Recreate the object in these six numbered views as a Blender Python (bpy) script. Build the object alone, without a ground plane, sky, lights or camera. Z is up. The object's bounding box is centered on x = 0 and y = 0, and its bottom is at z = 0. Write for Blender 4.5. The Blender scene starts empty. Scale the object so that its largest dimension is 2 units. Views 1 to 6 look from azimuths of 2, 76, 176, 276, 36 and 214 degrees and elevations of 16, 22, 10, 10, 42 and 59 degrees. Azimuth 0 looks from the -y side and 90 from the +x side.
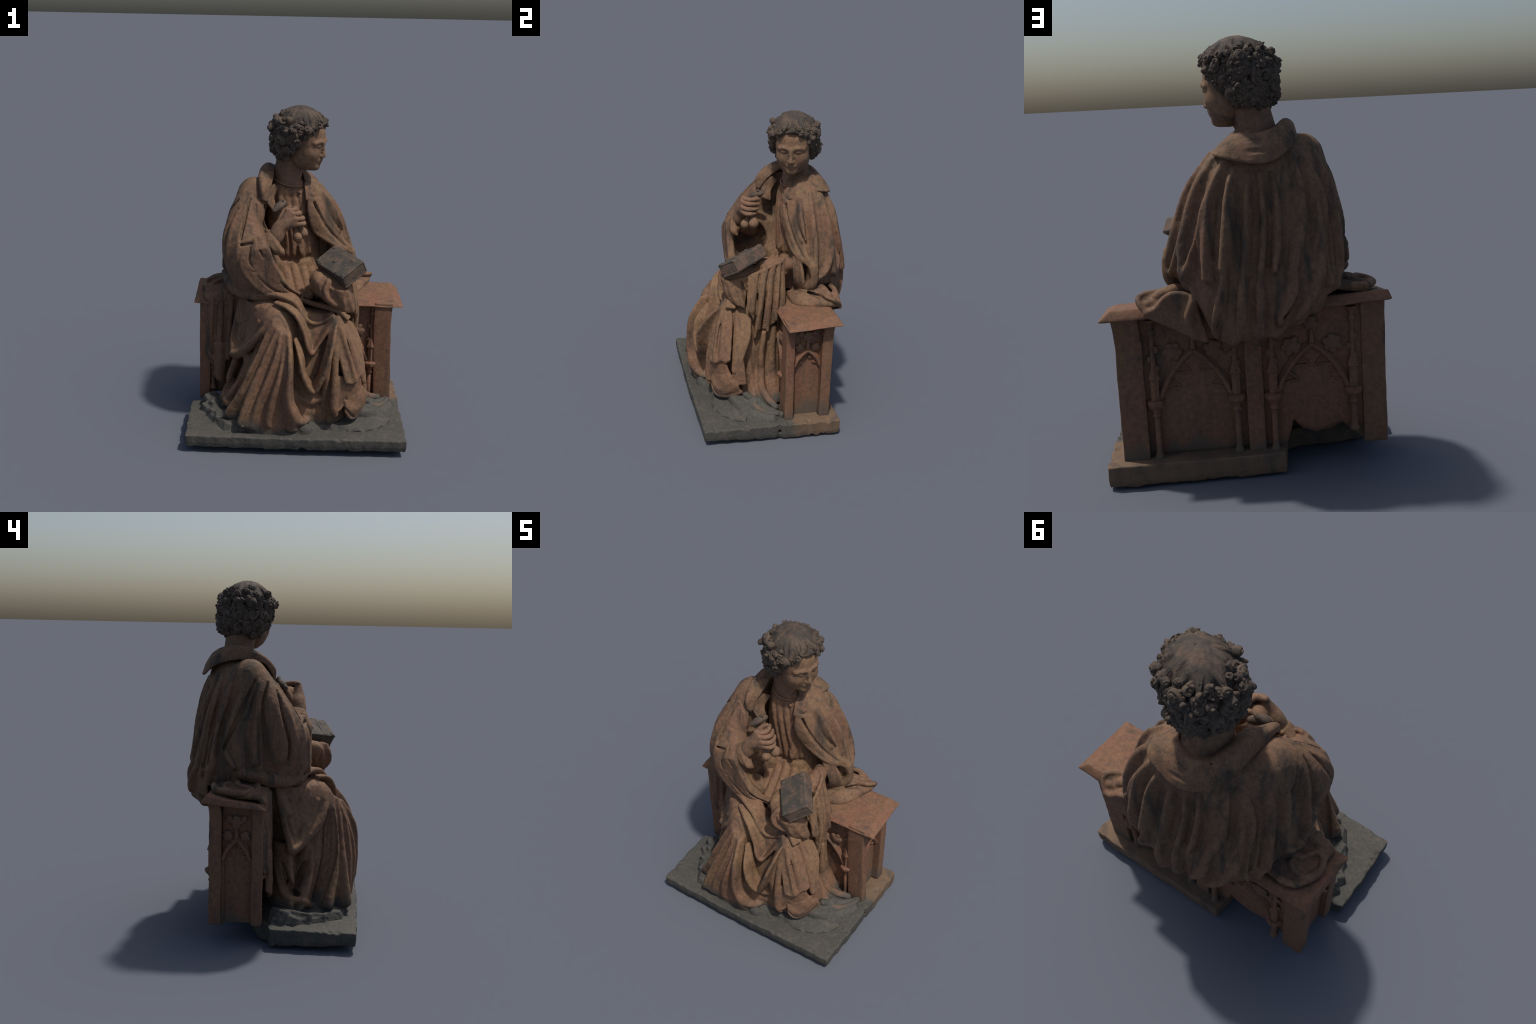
"""Seated clay figure in a draped cloak on a gothic bench, built part by part.

Soft bodies (cloth, flesh, hair) are modelled as blended volumes: lofts give the
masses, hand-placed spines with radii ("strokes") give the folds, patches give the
thin flying cloth.  Each body is then skinned into a mesh.  The bench, the book and
the plinth are built from worn boxes, swept mouldings and turned profiles.
"""
import bpy, math, random
import numpy as np
from mathutils import Vector, Matrix

random.seed(7)
RNG = np.random.RandomState(7)

# ----------------------------------------------------------------------------
# noise
# ----------------------------------------------------------------------------
_PERM = np.random.RandomState(3).rand(64, 64, 64).astype(np.float32) * 2 - 1


def vnoise(p, scale):
    """smooth value noise in -1..1 at points p (n,3)"""
    q = np.asarray(p, dtype=np.float64) * scale + 100.37
    i = np.floor(q).astype(int)
    f = q - i
    f = f * f * (3 - 2 * f)
    out = 0
    for a in (0, 1):
        for b in (0, 1):
            for c in (0, 1):
                w = (f[:, 0] if a else 1 - f[:, 0]) * (f[:, 1] if b else 1 - f[:, 1]) * (f[:, 2] if c else 1 - f[:, 2])
                out = out + w * _PERM[(i[:, 0] + a) % 64, (i[:, 1] + b) % 64, (i[:, 2] + c) % 64]
    return out


# ----------------------------------------------------------------------------
# curves
# ----------------------------------------------------------------------------
def spline(pts, per=6):
    """Catmull-Rom through rows of numbers"""
    P = np.array(pts, dtype=float)
    if len(P) < 3:
        t = np.linspace(0, 1, per + 1)[:, None]
        return P[0] * (1 - t) + P[-1] * t
    Q = np.vstack([2 * P[0] - P[1], P, 2 * P[-1] - P[-2]])
    out = []
    for i in range(1, len(Q) - 2):
        p0, p1, p2, p3 = Q[i - 1], Q[i], Q[i + 1], Q[i + 2]
        for t in np.linspace(0, 1, per, endpoint=False):
            out.append(0.5 * (2 * p1 + (p2 - p0) * t + (2 * p0 - 5 * p1 + 4 * p2 - p3) * t * t
                              + (3 * p1 - p0 - 3 * p2 + p3) * t ** 3))
    out.append(P[-1])
    return np.array(out)


# ----------------------------------------------------------------------------
# blended volumes
# ----------------------------------------------------------------------------
class Clay:
    def __init__(self, lo, hi, h):
        self.lo = np.array(lo, float)
        self.h = h
        n = np.ceil((np.array(hi) - self.lo) / h).astype(int) + 1
        self.ax = [(self.lo[i] + h * np.arange(n[i])).astype(np.float32) for i in range(3)]
        self.F = np.full(n, 0.08, np.float32)

    def win(self, lo, hi):
        s = []
        for i in range(3):
            a = int(max(0, math.floor((lo[i] - self.lo[i]) / self.h)))
            b = int(min(len(self.ax[i]), math.ceil((hi[i] - self.lo[i]) / self.h) + 1))
            if b <= a:
                return None
            s.append(slice(a, b))
        return tuple(s)

    def xyz(self, s):
        return (self.ax[0][s[0]][:, None, None], self.ax[1][s[1]][None, :, None], self.ax[2][s[2]][None, None, :])

    def all(self):
        return (slice(None),) * 3

    def mix(self, s, d, k, cut):
        a = self.F[s]
        d = d.astype(np.float32)
        if cut:
            a, d = -a, d
        if k > 0:
            h = np.maximum(k - np.abs(a - d), 0) / k
            r = np.minimum(a, d) - h * h * k * 0.25
        else:
            r = np.minimum(a, d)
        self.F[s] = -r if cut else r

    def ball(self, c, r, k=0.02, cut=False, rot=None):
        c = np.array(c, float)
        r = np.array(r if hasattr(r, '__len__') else (r, r, r), float)
        m = r.max() + k + 0.02
        s = self.win(c - m, c + m)
        if s is None:
            return
        X, Y, Z = self.xyz(s)
        X, Y, Z = X - c[0], Y - c[1], Z - c[2]
        if rot is not None:
            R = np.array(rot).T       # columns of rot = local axes
            X, Y, Z = (R[0, 0] * X + R[0, 1] * Y + R[0, 2] * Z, R[1, 0] * X + R[1, 1] * Y + R[1, 2] * Z,
                       R[2, 0] * X + R[2, 1] * Y + R[2, 2] * Z)
        k0 = np.sqrt((X / r[0]) ** 2 + (Y / r[1]) ** 2 + (Z / r[2]) ** 2)
        k1 = np.sqrt((X / r[0] ** 2) ** 2 + (Y / r[1] ** 2) ** 2 + (Z / r[2] ** 2) ** 2) + 1e-6
        self.mix(s, k0 * (k0 - 1) / k1, k, cut)

    def _capsules(self, d, s0, P, pad):
        """hard union of round segments P (n,4) into d, a window starting at s0"""
        for a, b in zip(P[:-1], P[1:]):
            m = max(a[3], b[3]) + pad
            lo, hi = np.minimum(a[:3], b[:3]) - m, np.maximum(a[:3], b[:3]) + m
            w = self.win(lo, hi)
            if w is None:
                continue
            w = tuple(slice(max(w[i].start, s0[i].start), min(w[i].stop, s0[i].stop)) for i in range(3))
            if any(w[i].stop <= w[i].start for i in range(3)):
                continue
            X, Y, Z = self.xyz(w)
            ab = b[:3] - a[:3]
            L = ab @ ab + 1e-12
            t = np.clip(((X - a[0]) * ab[0] + (Y - a[1]) * ab[1] + (Z - a[2]) * ab[2]) / L, 0, 1)
            q = np.sqrt((X - a[0] - t * ab[0]) ** 2 + (Y - a[1] - t * ab[1]) ** 2 + (Z - a[2] - t * ab[2]) ** 2)
            q = q - (a[3] + t * (b[3] - a[3]))
            loc = tuple(slice(w[i].start - s0[i].start, w[i].stop - s0[i].start) for i in range(3))
            d[loc] = np.minimum(d[loc], q)

    def stroke(self, pts, k=0.02, cut=False, per=5, pad=None):
        P = spline(pts, per)
        P[:, 3] = np.maximum(P[:, 3], 0.001)
        pad = k + 0.012 if pad is None else pad
        m = P[:, 3].max() + pad
        s = self.win(P[:, :3].min(0) - m, P[:, :3].max(0) + m)
        if s is None:
            return
        d = np.full([x.stop - x.start for x in s], 0.08, np.float32)
        self._capsules(d, s, P, pad)
        self.mix(s, d, k, cut)

    def patch(self, rows, r, k=0.01, per=6, cross=None, cut=False):
        """thin cloth through rows of 3D control points, half thickness r"""
        rows = [spline(x, per) for x in rows]
        G = np.array(rows)                                   # rows, pts, 3
        n = G.shape[0]
        length = max(np.linalg.norm(np.diff(G, axis=0), axis=2).sum(0).max(), 1e-3)
        c = cross or max(2, int(length / (r * 1.1) / max(1, n - 1)) + 1)
        G = spline(G.reshape(n, -1), c).reshape(-1, G.shape[1], 3)
        pad = k + 0.012
        m = r + pad
        s = self.win(G.reshape(-1, 3).min(0) - m, G.reshape(-1, 3).max(0) + m)
        d = np.full([x.stop - x.start for x in s], 0.08, np.float32)
        for row in G:
            self._capsules(d, s, np.hstack([row, np.full((len(row), 1), r)]), pad)
        self.mix(s, d, k, cut)

    def loft(self, secs, centre, k=0.02, cut=False, damp=0.85):
        """stack of closed sections.  secs: (z, [radius at E NE N NW W SW S SE]),
        centre: (x,y) or list of (z,x,y)"""
        S = sorted(secs, key=lambda q: q[0])
        zs = np.array([q[0] for q in S])
        R = np.array([q[1] for q in S], float)
        zz = self.ax[2]
        m = 64
        ang = np.arange(m) * 2 * math.pi / m
        t = ang / (2 * math.pi) * 8
        i = np.floor(t).astype(int)
        f = t - i
        Rm = np.array([np.interp(np.clip(zz, zs[0], zs[-1]), zs, R[:, j]) for j in range(8)]).T   # nz,8
        # soften the level-to-level creases
        w = max(1, int(0.03 / self.h))
        ker = np.hanning(2 * w + 3)[1:-1]
        ker /= ker.sum()
        Rm = np.array([np.convolve(np.pad(Rm[:, j], len(ker) // 2, mode='edge'), ker, 'valid') for j in range(8)]).T
        p0, p1, p2, p3 = Rm[:, (i - 1) % 8], Rm[:, i % 8], Rm[:, (i + 1) % 8], Rm[:, (i + 2) % 8]
        Ra = 0.5 * (2 * p1 + (p2 - p0) * f + (2 * p0 - 5 * p1 + 4 * p2 - p3) * f ** 2 + (3 * p1 - p0 - 3 * p2 + p3) * f ** 3)
        if hasattr(centre[0], '__len__'):
            C = np.array(sorted(centre))
            cx, cy = np.interp(zz, C[:, 0], C[:, 1]), np.interp(zz, C[:, 0], C[:, 2])
        else:
            cx, cy = np.full(len(zz), centre[0]), np.full(len(zz), centre[1])
        X, Y, Z = self.xyz(self.all())
        dx, dy = X - cx[None, None, :], Y - cy[None, None, :]
        rho = np.sqrt(dx * dx + dy * dy)
        th = (np.arctan2(dy, dx) / (2 * math.pi) * m) % m
        j = np.floor(th).astype(int) % m
        fr = th - np.floor(th)
        kz = np.broadcast_to(np.arange(len(zz))[None, None, :], j.shape)
        r = Ra[kz, j] * (1 - fr) + Ra[kz, (j + 1) % m] * fr
        d = (rho - r) * damp
        d = np.maximum(d, np.maximum(zs[0] - Z, Z - zs[-1]))
        self.mix(self.all(), d, k, cut)

    def box(self, c, half, rot=None, rnd=0.01, k=0.01, cut=False):
        c, half = np.array(c, float), np.array(half, float)
        m = np.linalg.norm(half) + k + 0.02
        s = self.win(c - m, c + m)
        X, Y, Z = self.xyz(s)
        X, Y, Z = X - c[0], Y - c[1], Z - c[2]
        if rot is not None:
            R = np.array(rot).T
            X, Y, Z = (R[0, 0] * X + R[0, 1] * Y + R[0, 2] * Z, R[1, 0] * X + R[1, 1] * Y + R[1, 2] * Z,
                       R[2, 0] * X + R[2, 1] * Y + R[2, 2] * Z)
        q = [np.abs(v) - (half[i] - rnd) for i, v in enumerate((X, Y, Z))]
        d = np.sqrt(sum(np.maximum(v, 0) ** 2 for v in q)) + np.minimum(np.maximum(np.maximum(q[0], q[1]), q[2]), 0) - rnd
        self.mix(s, d, k, cut)

    def field(self, fn, k=0.01, cut=False):
        X, Y, Z = self.xyz(self.all())
        self.mix(self.all(), np.broadcast_to(fn(X, Y, Z), self.F.shape), k, cut)

    def skin(self):
        """surface nets -> (verts, quads)"""
        F = self.F.copy()
        F[0], F[-1] = 1, 1
        F[:, 0], F[:, -1] = 1, 1
        F[:, :, 0], F[:, :, -1] = 1, 1
        S = F < 0
        a = S[:-1, :-1, :-1]
        anyb, allb = a.copy(), a.copy()
        offs = [(i, j, k) for i in (0, 1) for j in (0, 1) for k in (0, 1)]
        n = F.shape
        for o in offs[1:]:
            b = S[o[0]:n[0] - 1 + o[0], o[1]:n[1] - 1 + o[1], o[2]:n[2] - 1 + o[2]]
            anyb |= b
            allb &= b
        act = anyb & ~allb
        I = np.argwhere(act)
        idx = np.full(act.shape, -1, np.int64)
        idx[act] = np.arange(len(I))
        val = np.stack([F[I[:, 0] + o[0], I[:, 1] + o[1], I[:, 2] + o[2]] for o in offs], 1)
        pos = np.zeros((len(I), 3))
        cnt = np.zeros(len(I))
        for u in range(8):
            for v in range(u + 1, 8):
                du = np.array(offs[v]) - np.array(offs[u])
                if np.abs(du).sum() != 1:
                    continue
                f0, f1 = val[:, u], val[:, v]
                cr = (f0 < 0) != (f1 < 0)
                t = np.where(cr, f0 / np.where(cr, f0 - f1, 1), 0)
                pos += np.where(cr[:, None], np.array(offs[u]) + t[:, None] * du, 0)
                cnt += cr
        V = self.lo + self.h * (I + pos / cnt[:, None])
        quads = []
        for axis in range(3):
            A = [slice(None)] * 3
            B = [slice(None)] * 3
            A[axis], B[axis] = slice(0, -1), slice(1, None)
            s0, s1 = S[tuple(A)], S[tuple(B)]
            E = np.argwhere(s0 != s1)
            p, q = (axis + 1) % 3, (axis + 2) % 3
            ok = (E[:, p] > 0) & (E[:, q] > 0) & (E[:, p] < n[p] - 1) & (E[:, q] < n[q] - 1)
            E = E[ok]
            ins = s0[E[:, 0], E[:, 1], E[:, 2]]

            def cell(dp, dq):
                c = E.copy()
                c[:, p] -= dp
                c[:, q] -= dq
                return idx[c[:, 0], c[:, 1], c[:, 2]]
            Q = np.stack([cell(1, 1), cell(0, 1), cell(0, 0), cell(1, 0)], 1)
            Q[~ins] = Q[~ins][:, ::-1]
            quads.append(Q)
        return V, np.vstack(quads)


# ----------------------------------------------------------------------------
# mesh helpers
# ----------------------------------------------------------------------------
def new_mesh(name, V, faces, smooth=True):
    me = bpy.data.meshes.new(name)
    V = np.asarray(V, float)
    if isinstance(faces, np.ndarray):
        me.vertices.add(len(V))
        me.vertices.foreach_set('co', V.ravel())
        k = faces.shape[1]
        me.loops.add(faces.size)
        me.loops.foreach_set('vertex_index', faces.ravel().astype(np.int32))
        me.polygons.add(len(faces))
        me.polygons.foreach_set('loop_start', np.arange(0, faces.size, k, dtype=np.int32))
        me.update(calc_edges=True)
    else:
        me.from_pydata([tuple(v) for v in V], [], faces)
    me.validate()
    me.polygons.foreach_set('use_smooth', [smooth] * len(me.polygons))
    me.update()
    return me


def normals(V, Q):
    n = np.cross(V[Q[:, 2]] - V[Q[:, 0]], V[Q[:, 3]] - V[Q[:, 1]])
    N = np.zeros_like(V)
    for i in range(4):
        np.add.at(N, Q[:, i], n)
    return N / (np.linalg.norm(N, axis=1, keepdims=True) + 1e-12)


def relax(V, Q, it=1, f=0.5):
    E = np.vstack([Q[:, [i, (i + 1) % 4]] for i in range(4)])
    for _ in range(it):
        A = np.zeros_like(V)
        c = np.zeros(len(V))
        np.add.at(A, E[:, 0], V[E[:, 1]])
        np.add.at(A, E[:, 1], V[E[:, 0]])
        np.add.at(c, E[:, 0], 1)
        np.add.at(c, E[:, 1], 1)
        V = V * (1 - f) + f * A / c[:, None]
    return V


def relief(V, N, tool=0.0015, grain=0.0006):
    """marks of the modelling tool: shallow dents and grain"""
    d = tool * (vnoise(V, 22) + 0.6 * vnoise(V, 47)) + grain * vnoise(V, 120)
    pits = np.maximum(vnoise(V + 3.1, 70) - 0.62, 0) * -tool * 5
    return V + N * (d + pits)[:, None]


def put(name, me, mat, parent=None, kind=None, loc=None):
    ob = bpy.data.objects.new(name, me)
    bpy.context.scene.collection.objects.link(ob)
    if mat is not None and me is not None and len(me.materials) == 0:
        me.materials.append(mat)
    if parent is not None:
        ob.parent = parent
    if kind:
        ob["kind"] = kind
    if loc is not None:
        ob.matrix_local = loc
    return ob


def fired(name, clay, mat, parent, tool=0.0015, grain=0.0005, smooth=1):
    V, Q = clay.skin()
    V = relax(V, Q, smooth, 0.4)
    if tool > 0:
        V = relief(V, normals(V, Q), tool, grain)
    return put(name, new_mesh(name, V, Q), mat, parent)


def worn_box(lo, hi, r=0.006, step=0.02, warp=0.002, shape=None):
    """rounded box mesh, finely divided and slightly uneven.  shape(P)->P bends it"""
    lo, hi = np.array(lo, float), np.array(hi, float)
    inner_lo, inner_hi = lo + r, hi - r
    verts, faces, key = [], [], {}
    ticks = []
    for i in range(3):
        n = max(1, int(math.ceil((inner_hi[i] - inner_lo[i]) / step)))
        mid = list(np.linspace(inner_lo[i], inner_hi[i], n + 1))
        ticks.append([lo[i], lo[i] + 0.45 * r] + mid + [hi[i] - 0.45 * r, hi[i]])
    for axis in range(3):
        p, q = (axis + 1) % 3, (axis + 2) % 3
        for side in (0, 1):
            idx = {}
            for a, u in enumerate(ticks[p]):
                for b, v in enumerate(ticks[q]):
                    c = [0, 0, 0]
                    c[axis] = lo[axis] if side == 0 else hi[axis]
                    c[p], c[q] = u, v
                    kk = tuple(np.round(c, 6))
                    if kk not in key:
                        key[kk] = len(verts)
                        verts.append(c)
                    idx[a, b] = key[kk]
            for a in range(len(ticks[p]) - 1):
                for b in range(len(ticks[q]) - 1):
                    f = [idx[a, b], idx[a + 1, b], idx[a + 1, b + 1], idx[a, b + 1]]
                    faces.append(f if side else f[::-1])
    P = np.array(verts)
    C = np.clip(P, inner_lo, inner_hi)
    D = P - C
    L = np.linalg.norm(D, axis=1, keepdims=True)
    N = np.where(L > 1e-9, D / np.maximum(L, 1e-9), 0)
    P = C + N * r
    if shape:
        P = shape(P)
    w = np.stack([vnoise(P + 7.7 * i, 9) + 0.5 * vnoise(P - 3.3 * i, 31) for i in range(3)], 1)
    P = P + w * warp
    return P, np.array(faces)


def tube(pts, sides=10, closed_ends=True):
    """sweep a circle along rows (x,y,z,r)"""
    P = np.array(pts, float)
    n = len(P)
    T = np.gradient(P[:, :3], axis=0)
    T /= np.linalg.norm(T, axis=1, keepdims=True) + 1e-9
    ref = np.array([0.0, 0, 1]) if abs(T[0][2]) < 0.9 else np.array([1.0, 0, 0])
    V, F = [], []
    u = np.cross(T[0], ref)
    u /= np.linalg.norm(u)
    for i in range(n):
        u = u - T[i] * (u @ T[i])
        u /= np.linalg.norm(u) + 1e-9
        w = np.cross(T[i], u)
        for j in range(sides):
            a = 2 * math.pi * j / sides
            V.append(P[i, :3] + P[i, 3] * (math.cos(a) * u + math.sin(a) * w))
    for i in range(n - 1):
        for j in range(sides):
            k = (j + 1) % sides
            F.append([i * sides + j, i * sides + k, (i + 1) * sides + k, (i + 1) * sides + j])
    if closed_ends:
        F.append(list(range(sides))[::-1])
        F.append([(n - 1) * sides + j for j in range(sides)])
    return np.array(V), F


def sweep(path, profile):
    """sweep profile points (a along normal vector given per path point, b along depth).
    path rows: position(3), side(3), depth(3)"""
    V, F = [], []
    m = len(profile)
    for row in path:
        p, s, d = row[0:3], row[3:6], row[6:9]
        for a, b in profile:
            V.append(p + a * s + b * d)
    for i in range(len(path) - 1):
        for j in range(m):
            k = (j + 1) % m
            F.append([i * m + j, i * m + k, (i + 1) * m + k, (i + 1) * m + j])
    F.append(list(range(m))[::-1])
    F.append([(len(path) - 1) * m + j for j in range(m)])
    return np.array(V), F


def turned(profile, sides=14):
    """solid of revolution about z from rows (r,z)"""
    pts = [(0, 0, z, max(r, 0.0005)) for r, z in profile]
    return tube(pts, sides)


def join(parts):
    V, F, n = [], [], 0
    for v, f in parts:
        V.append(np.asarray(v, float))
        F += [[int(i) + n for i in q] for q in f]
        n += len(v)
    return np.vstack(V), F


# ----------------------------------------------------------------------------
# materials
# ----------------------------------------------------------------------------
def clay_material(name, warm, rosy, patina, patina_at=0.55, patina_soft=0.12, stretch=(1, 1, 0.45), scale=5.0,
                  pores=0.5, rough=0.78, grey_foot=None, bump=0.25, edge=None, rear=None):
    m = bpy.data.materials.new(name)
    m.use_nodes = True
    nt = m.node_tree
    N, L = nt.nodes, nt.links
    N.clear()
    out = N.new('ShaderNodeOutputMaterial')
    b = N.new('ShaderNodeBsdfPrincipled')
    L.new(b.outputs[0], out.inputs[0])
    b.inputs['Roughness'].default_value = rough
    b.inputs['Specular IOR Level'].default_value = 0.25
    tc = N.new('ShaderNodeTexCoord')
    mp = N.new('ShaderNodeMapping')
    mp.inputs['Scale'].default_value = stretch
    L.new(tc.outputs['Object'], mp.inputs['Vector'])

    def noise(sc, det=4, rgh=0.6, dist=0.0, src=mp.outputs[0]):
        n = N.new('ShaderNodeTexNoise')
        n.inputs['Scale'].default_value = sc
        n.inputs['Detail'].default_value = det
        n.inputs['Roughness'].default_value = rgh
        n.inputs['Distortion'].default_value = dist
        L.new(src, n.inputs['Vector'])
        return n.outputs['Fac']

    def ramp(src, lo, hi):
        r = N.new('ShaderNodeMapRange')
        r.interpolation_type = 'SMOOTHSTEP'
        r.inputs['From Min'].default_value = lo
        r.inputs['From Max'].default_value = hi
        L.new(src, r.inputs['Value'])
        return r.outputs['Result']

    def mixc(fac, a, c, blend='MIX'):
        x = N.new('ShaderNodeMix')
        x.data_type = 'RGBA'
        x.blend_type = blend
        if isinstance(fac, float):
            x.inputs['Factor'].default_value = fac
        else:
            L.new(fac, x.inputs['Factor'])
        for sock, v in ((x.inputs['A'], a), (x.inputs['B'], c)):
            if isinstance(v, tuple):
                sock.default_value = (*v, 1)
            else:
                L.new(v, sock)
        return x.outputs['Result']

    def math_(op, a, c):
        x = N.new('ShaderNodeMath')
        x.operation = op
        for i, v in enumerate((a, c)):
            if isinstance(v, (int, float)):
                x.inputs[i].default_value = v
            else:
                L.new(v, x.inputs[i])
        return x.outputs[0]

    obj = tc.outputs['Object']
    c = mixc(ramp(noise(scale, 3, 0.55), 0.35, 0.65), warm, rosy)
    # soot and weather patina in streaky patches
    pat = ramp(noise(scale * 1.7, 5, 0.62, 0.6), patina_at - patina_soft, patina_at + patina_soft)
    c = mixc(pat, c, patina)
    # fine mottling
    mott = ramp(noise(scale * 9, 4, 0.7, 0.0, obj), 0.25, 0.75)
    c = mixc(mott, mixc(0.42, c, (0.02, 0.017, 0.015)), c)
    mid = ramp(noise(scale * 4.2, 5, 0.68, 0.8), 0.52, 0.70)
    c = mixc(mid, c, mixc(0.6, c, patina))
    c = mixc(ramp(noise(scale * 20, 3, 0.6, 0.0, obj), 0.58, 0.8), c, mixc(0.12, c, (0.5, 0.38, 0.3)))
    if grey_foot:
        zlo, zhi, colour = grey_foot
        sx = N.new('ShaderNodeSeparateXYZ')
        L.new(obj, sx.inputs[0])
        zz = math_('ADD', sx.outputs[2], math_('MULTIPLY', math_('SUBTRACT', noise(6, 4, 0.6), 0.5), 0.35))
        c = mixc(math_('SUBTRACT', 1.0, ramp(zz, zlo, zhi)), c, colour)
    if rear:                                              # back part of another, browner clay
        ylo, yhi, colour = rear
        sy = N.new('ShaderNodeSeparateXYZ')
        L.new(obj, sy.inputs[0])
        yy = math_('ADD', sy.outputs[1], math_('MULTIPLY', math_('SUBTRACT', noise(9, 4, 0.6), 0.5), 0.25))
        dull = mixc(ramp(noise(11, 4, 0.6, 0.5), 0.45, 0.65), colour, mixc(0.5, colour, (0.06, 0.052, 0.045)))
        c = mixc(ramp(yy, ylo, yhi), c, dull)
    # pores: small dark pits
    v = N.new('ShaderNodeTexVoronoi')
    v.inputs['Scale'].default_value = 42
    L.new(obj, v.inputs['Vector'])
    pit = math_('MULTIPLY', math_('SUBTRACT', 1.0, ramp(v.outputs['Distance'], 0.1, 0.22)),
                ramp(noise(14, 2, 0.5, 0.0, obj), 0.5, 0.62))
    pit = math_('MULTIPLY', pit, pores)
    c = mixc(pit, c, (0.025, 0.02, 0.017))
    if edge:
        g = N.new('ShaderNodeNewGeometry')
        c = mixc(math_('MULTIPLY', ramp(g.outputs['Pointiness'], 0.54, 0.62), ramp(noise(30, 3, 0.6, 0.0, obj), 0.4, 0.6)), c, edge)
    L.new(c, b.inputs['Base Color'])
    bp = N.new('ShaderNodeBump')
    bp.inputs['Strength'].default_value = bump
    bp.inputs['Distance'].default_value = 0.004
    hgt = math_('ADD', math_('MULTIPLY', noise(70, 4, 0.65, 0.0, obj), 1.0), math_('MULTIPLY', pit, -0.8))
    hgt = math_('ADD', hgt, math_('MULTIPLY', noise(26, 3, 0.6, 0.3), 0.7))
    L.new(hgt, bp.inputs['Height'])
    L.new(bp.outputs[0], b.inputs['Normal'])
    return m


WARM, ROSY = (0.238, 0.140, 0.076), (0.226, 0.121, 0.073)
PATINA = (0.074, 0.057, 0.043)
M_robe = clay_material('fired_clay_robe', WARM, ROSY, PATINA, 0.64, 0.13, grey_foot=(0.13, 0.24, (0.075, 0.068, 0.058)))
M_cloak = clay_material('fired_clay_cloak', (0.214, 0.127, 0.071), (0.208, 0.112, 0.068), (0.066, 0.051, 0.039), 0.585, 0.15, stretch=(1.6, 1.6, 0.3))
M_skin = clay_material('fired_clay_skin', (0.238, 0.145, 0.083), (0.236, 0.130, 0.081), (0.11, 0.080, 0.060), 0.66, 0.1, pores=0.25, bump=0.12)
M_hair = clay_material('fired_clay_hair', (0.125, 0.092, 0.066), (0.128, 0.084, 0.060), (0.060, 0.050, 0.042), 0.5, 0.12, scale=8)
M_bench = clay_material('fired_clay_bench', (0.212, 0.114, 0.065), (0.222, 0.104, 0.063), (0.092, 0.066, 0.050), 0.64, 0.12, grey_foot=(0.10, 0.20, (0.11, 0.082, 0.062)))
M_leaf = clay_material('fired_clay_leafwork', (0.190, 0.114, 0.070), (0.198, 0.104, 0.068), (0.115, 0.080, 0.058), 0.72, 0.1, stretch=(1, 1, 1), scale=14)
M_base = clay_material('grey_slab', (0.086, 0.081, 0.069), (0.070, 0.068, 0.060), (0.115, 0.096, 0.072), 0.64, 0.08, stretch=(1, 1, 1), pores=0.35, edge=(0.22, 0.17, 0.11),
                       rear=(0.02, 0.12, (0.150, 0.098, 0.062)))
M_book = clay_material('weathered_book', (0.165, 0.112, 0.078), (0.17, 0.102, 0.074), (0.085, 0.070, 0.058), 0.52, 0.14, stretch=(1, 1, 1), scale=9)
M_book_top = clay_material('weathered_book_cover', (0.135, 0.102, 0.075), (0.15, 0.098, 0.072), (0.070, 0.064, 0.054), 0.50, 0.12, stretch=(1, 1, 1), scale=9)

# ----------------------------------------------------------------------------
# the thing
# ----------------------------------------------------------------------------
statue = put('seated_figure_statue', None, None)
statue["label"] = "weathered terracotta seated youth in draped cloak with book on gothic bench"
statue["category"] = "statue"

#@@PARTS
# ----------------------------------------------------------------------------
# plinth: broken grey slab, modelled ground around the hem, one shoe
# ----------------------------------------------------------------------------
def poly_distance(X, Y, pts):
    """signed distance to a closed plan outline, negative inside"""
    P = np.array(pts, float)
    d = np.full(np.broadcast(X, Y).shape, 1e9)
    inside = np.zeros(d.shape, bool)
    for i in range(len(P)):
        a, b = P[i], P[(i + 1) % len(P)]
        e = b - a
        t = np.clip(((X - a[0]) * e[0] + (Y - a[1]) * e[1]) / (e @ e), 0, 1)
        d = np.minimum(d, (X - a[0] - t * e[0]) ** 2 + (Y - a[1] - t * e[1]) ** 2)
        cond = ((a[1] > Y) != (b[1] > Y)) & (X < (b[0] - a[0]) * (Y - a[1]) / (b[1] - a[1] + 1e-12) + a[0])
        inside ^= cond
    d = np.sqrt(d)
    return np.where(inside, -d, d)


SLAB = [(-0.465, -0.055), (-0.455, -0.528), (0.20, -0.530), (0.865, -0.512), (0.876, -0.05), (0.860, -0.018), (0.878, 0.01),
        (0.886, 0.383), (0.45, 0.372), (0.066, 0.362), (0.050, 0.27), (0.045, 0.15), (0.035, 0.10), (-0.05, 0.065), (-0.2, 0.065), (-0.33, 0.03), (-0.395, -0.04)]
sl = Clay((-0.49, -0.56, -0.03), (0.92, 0.43, 0.15), 0.0055)


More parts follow.
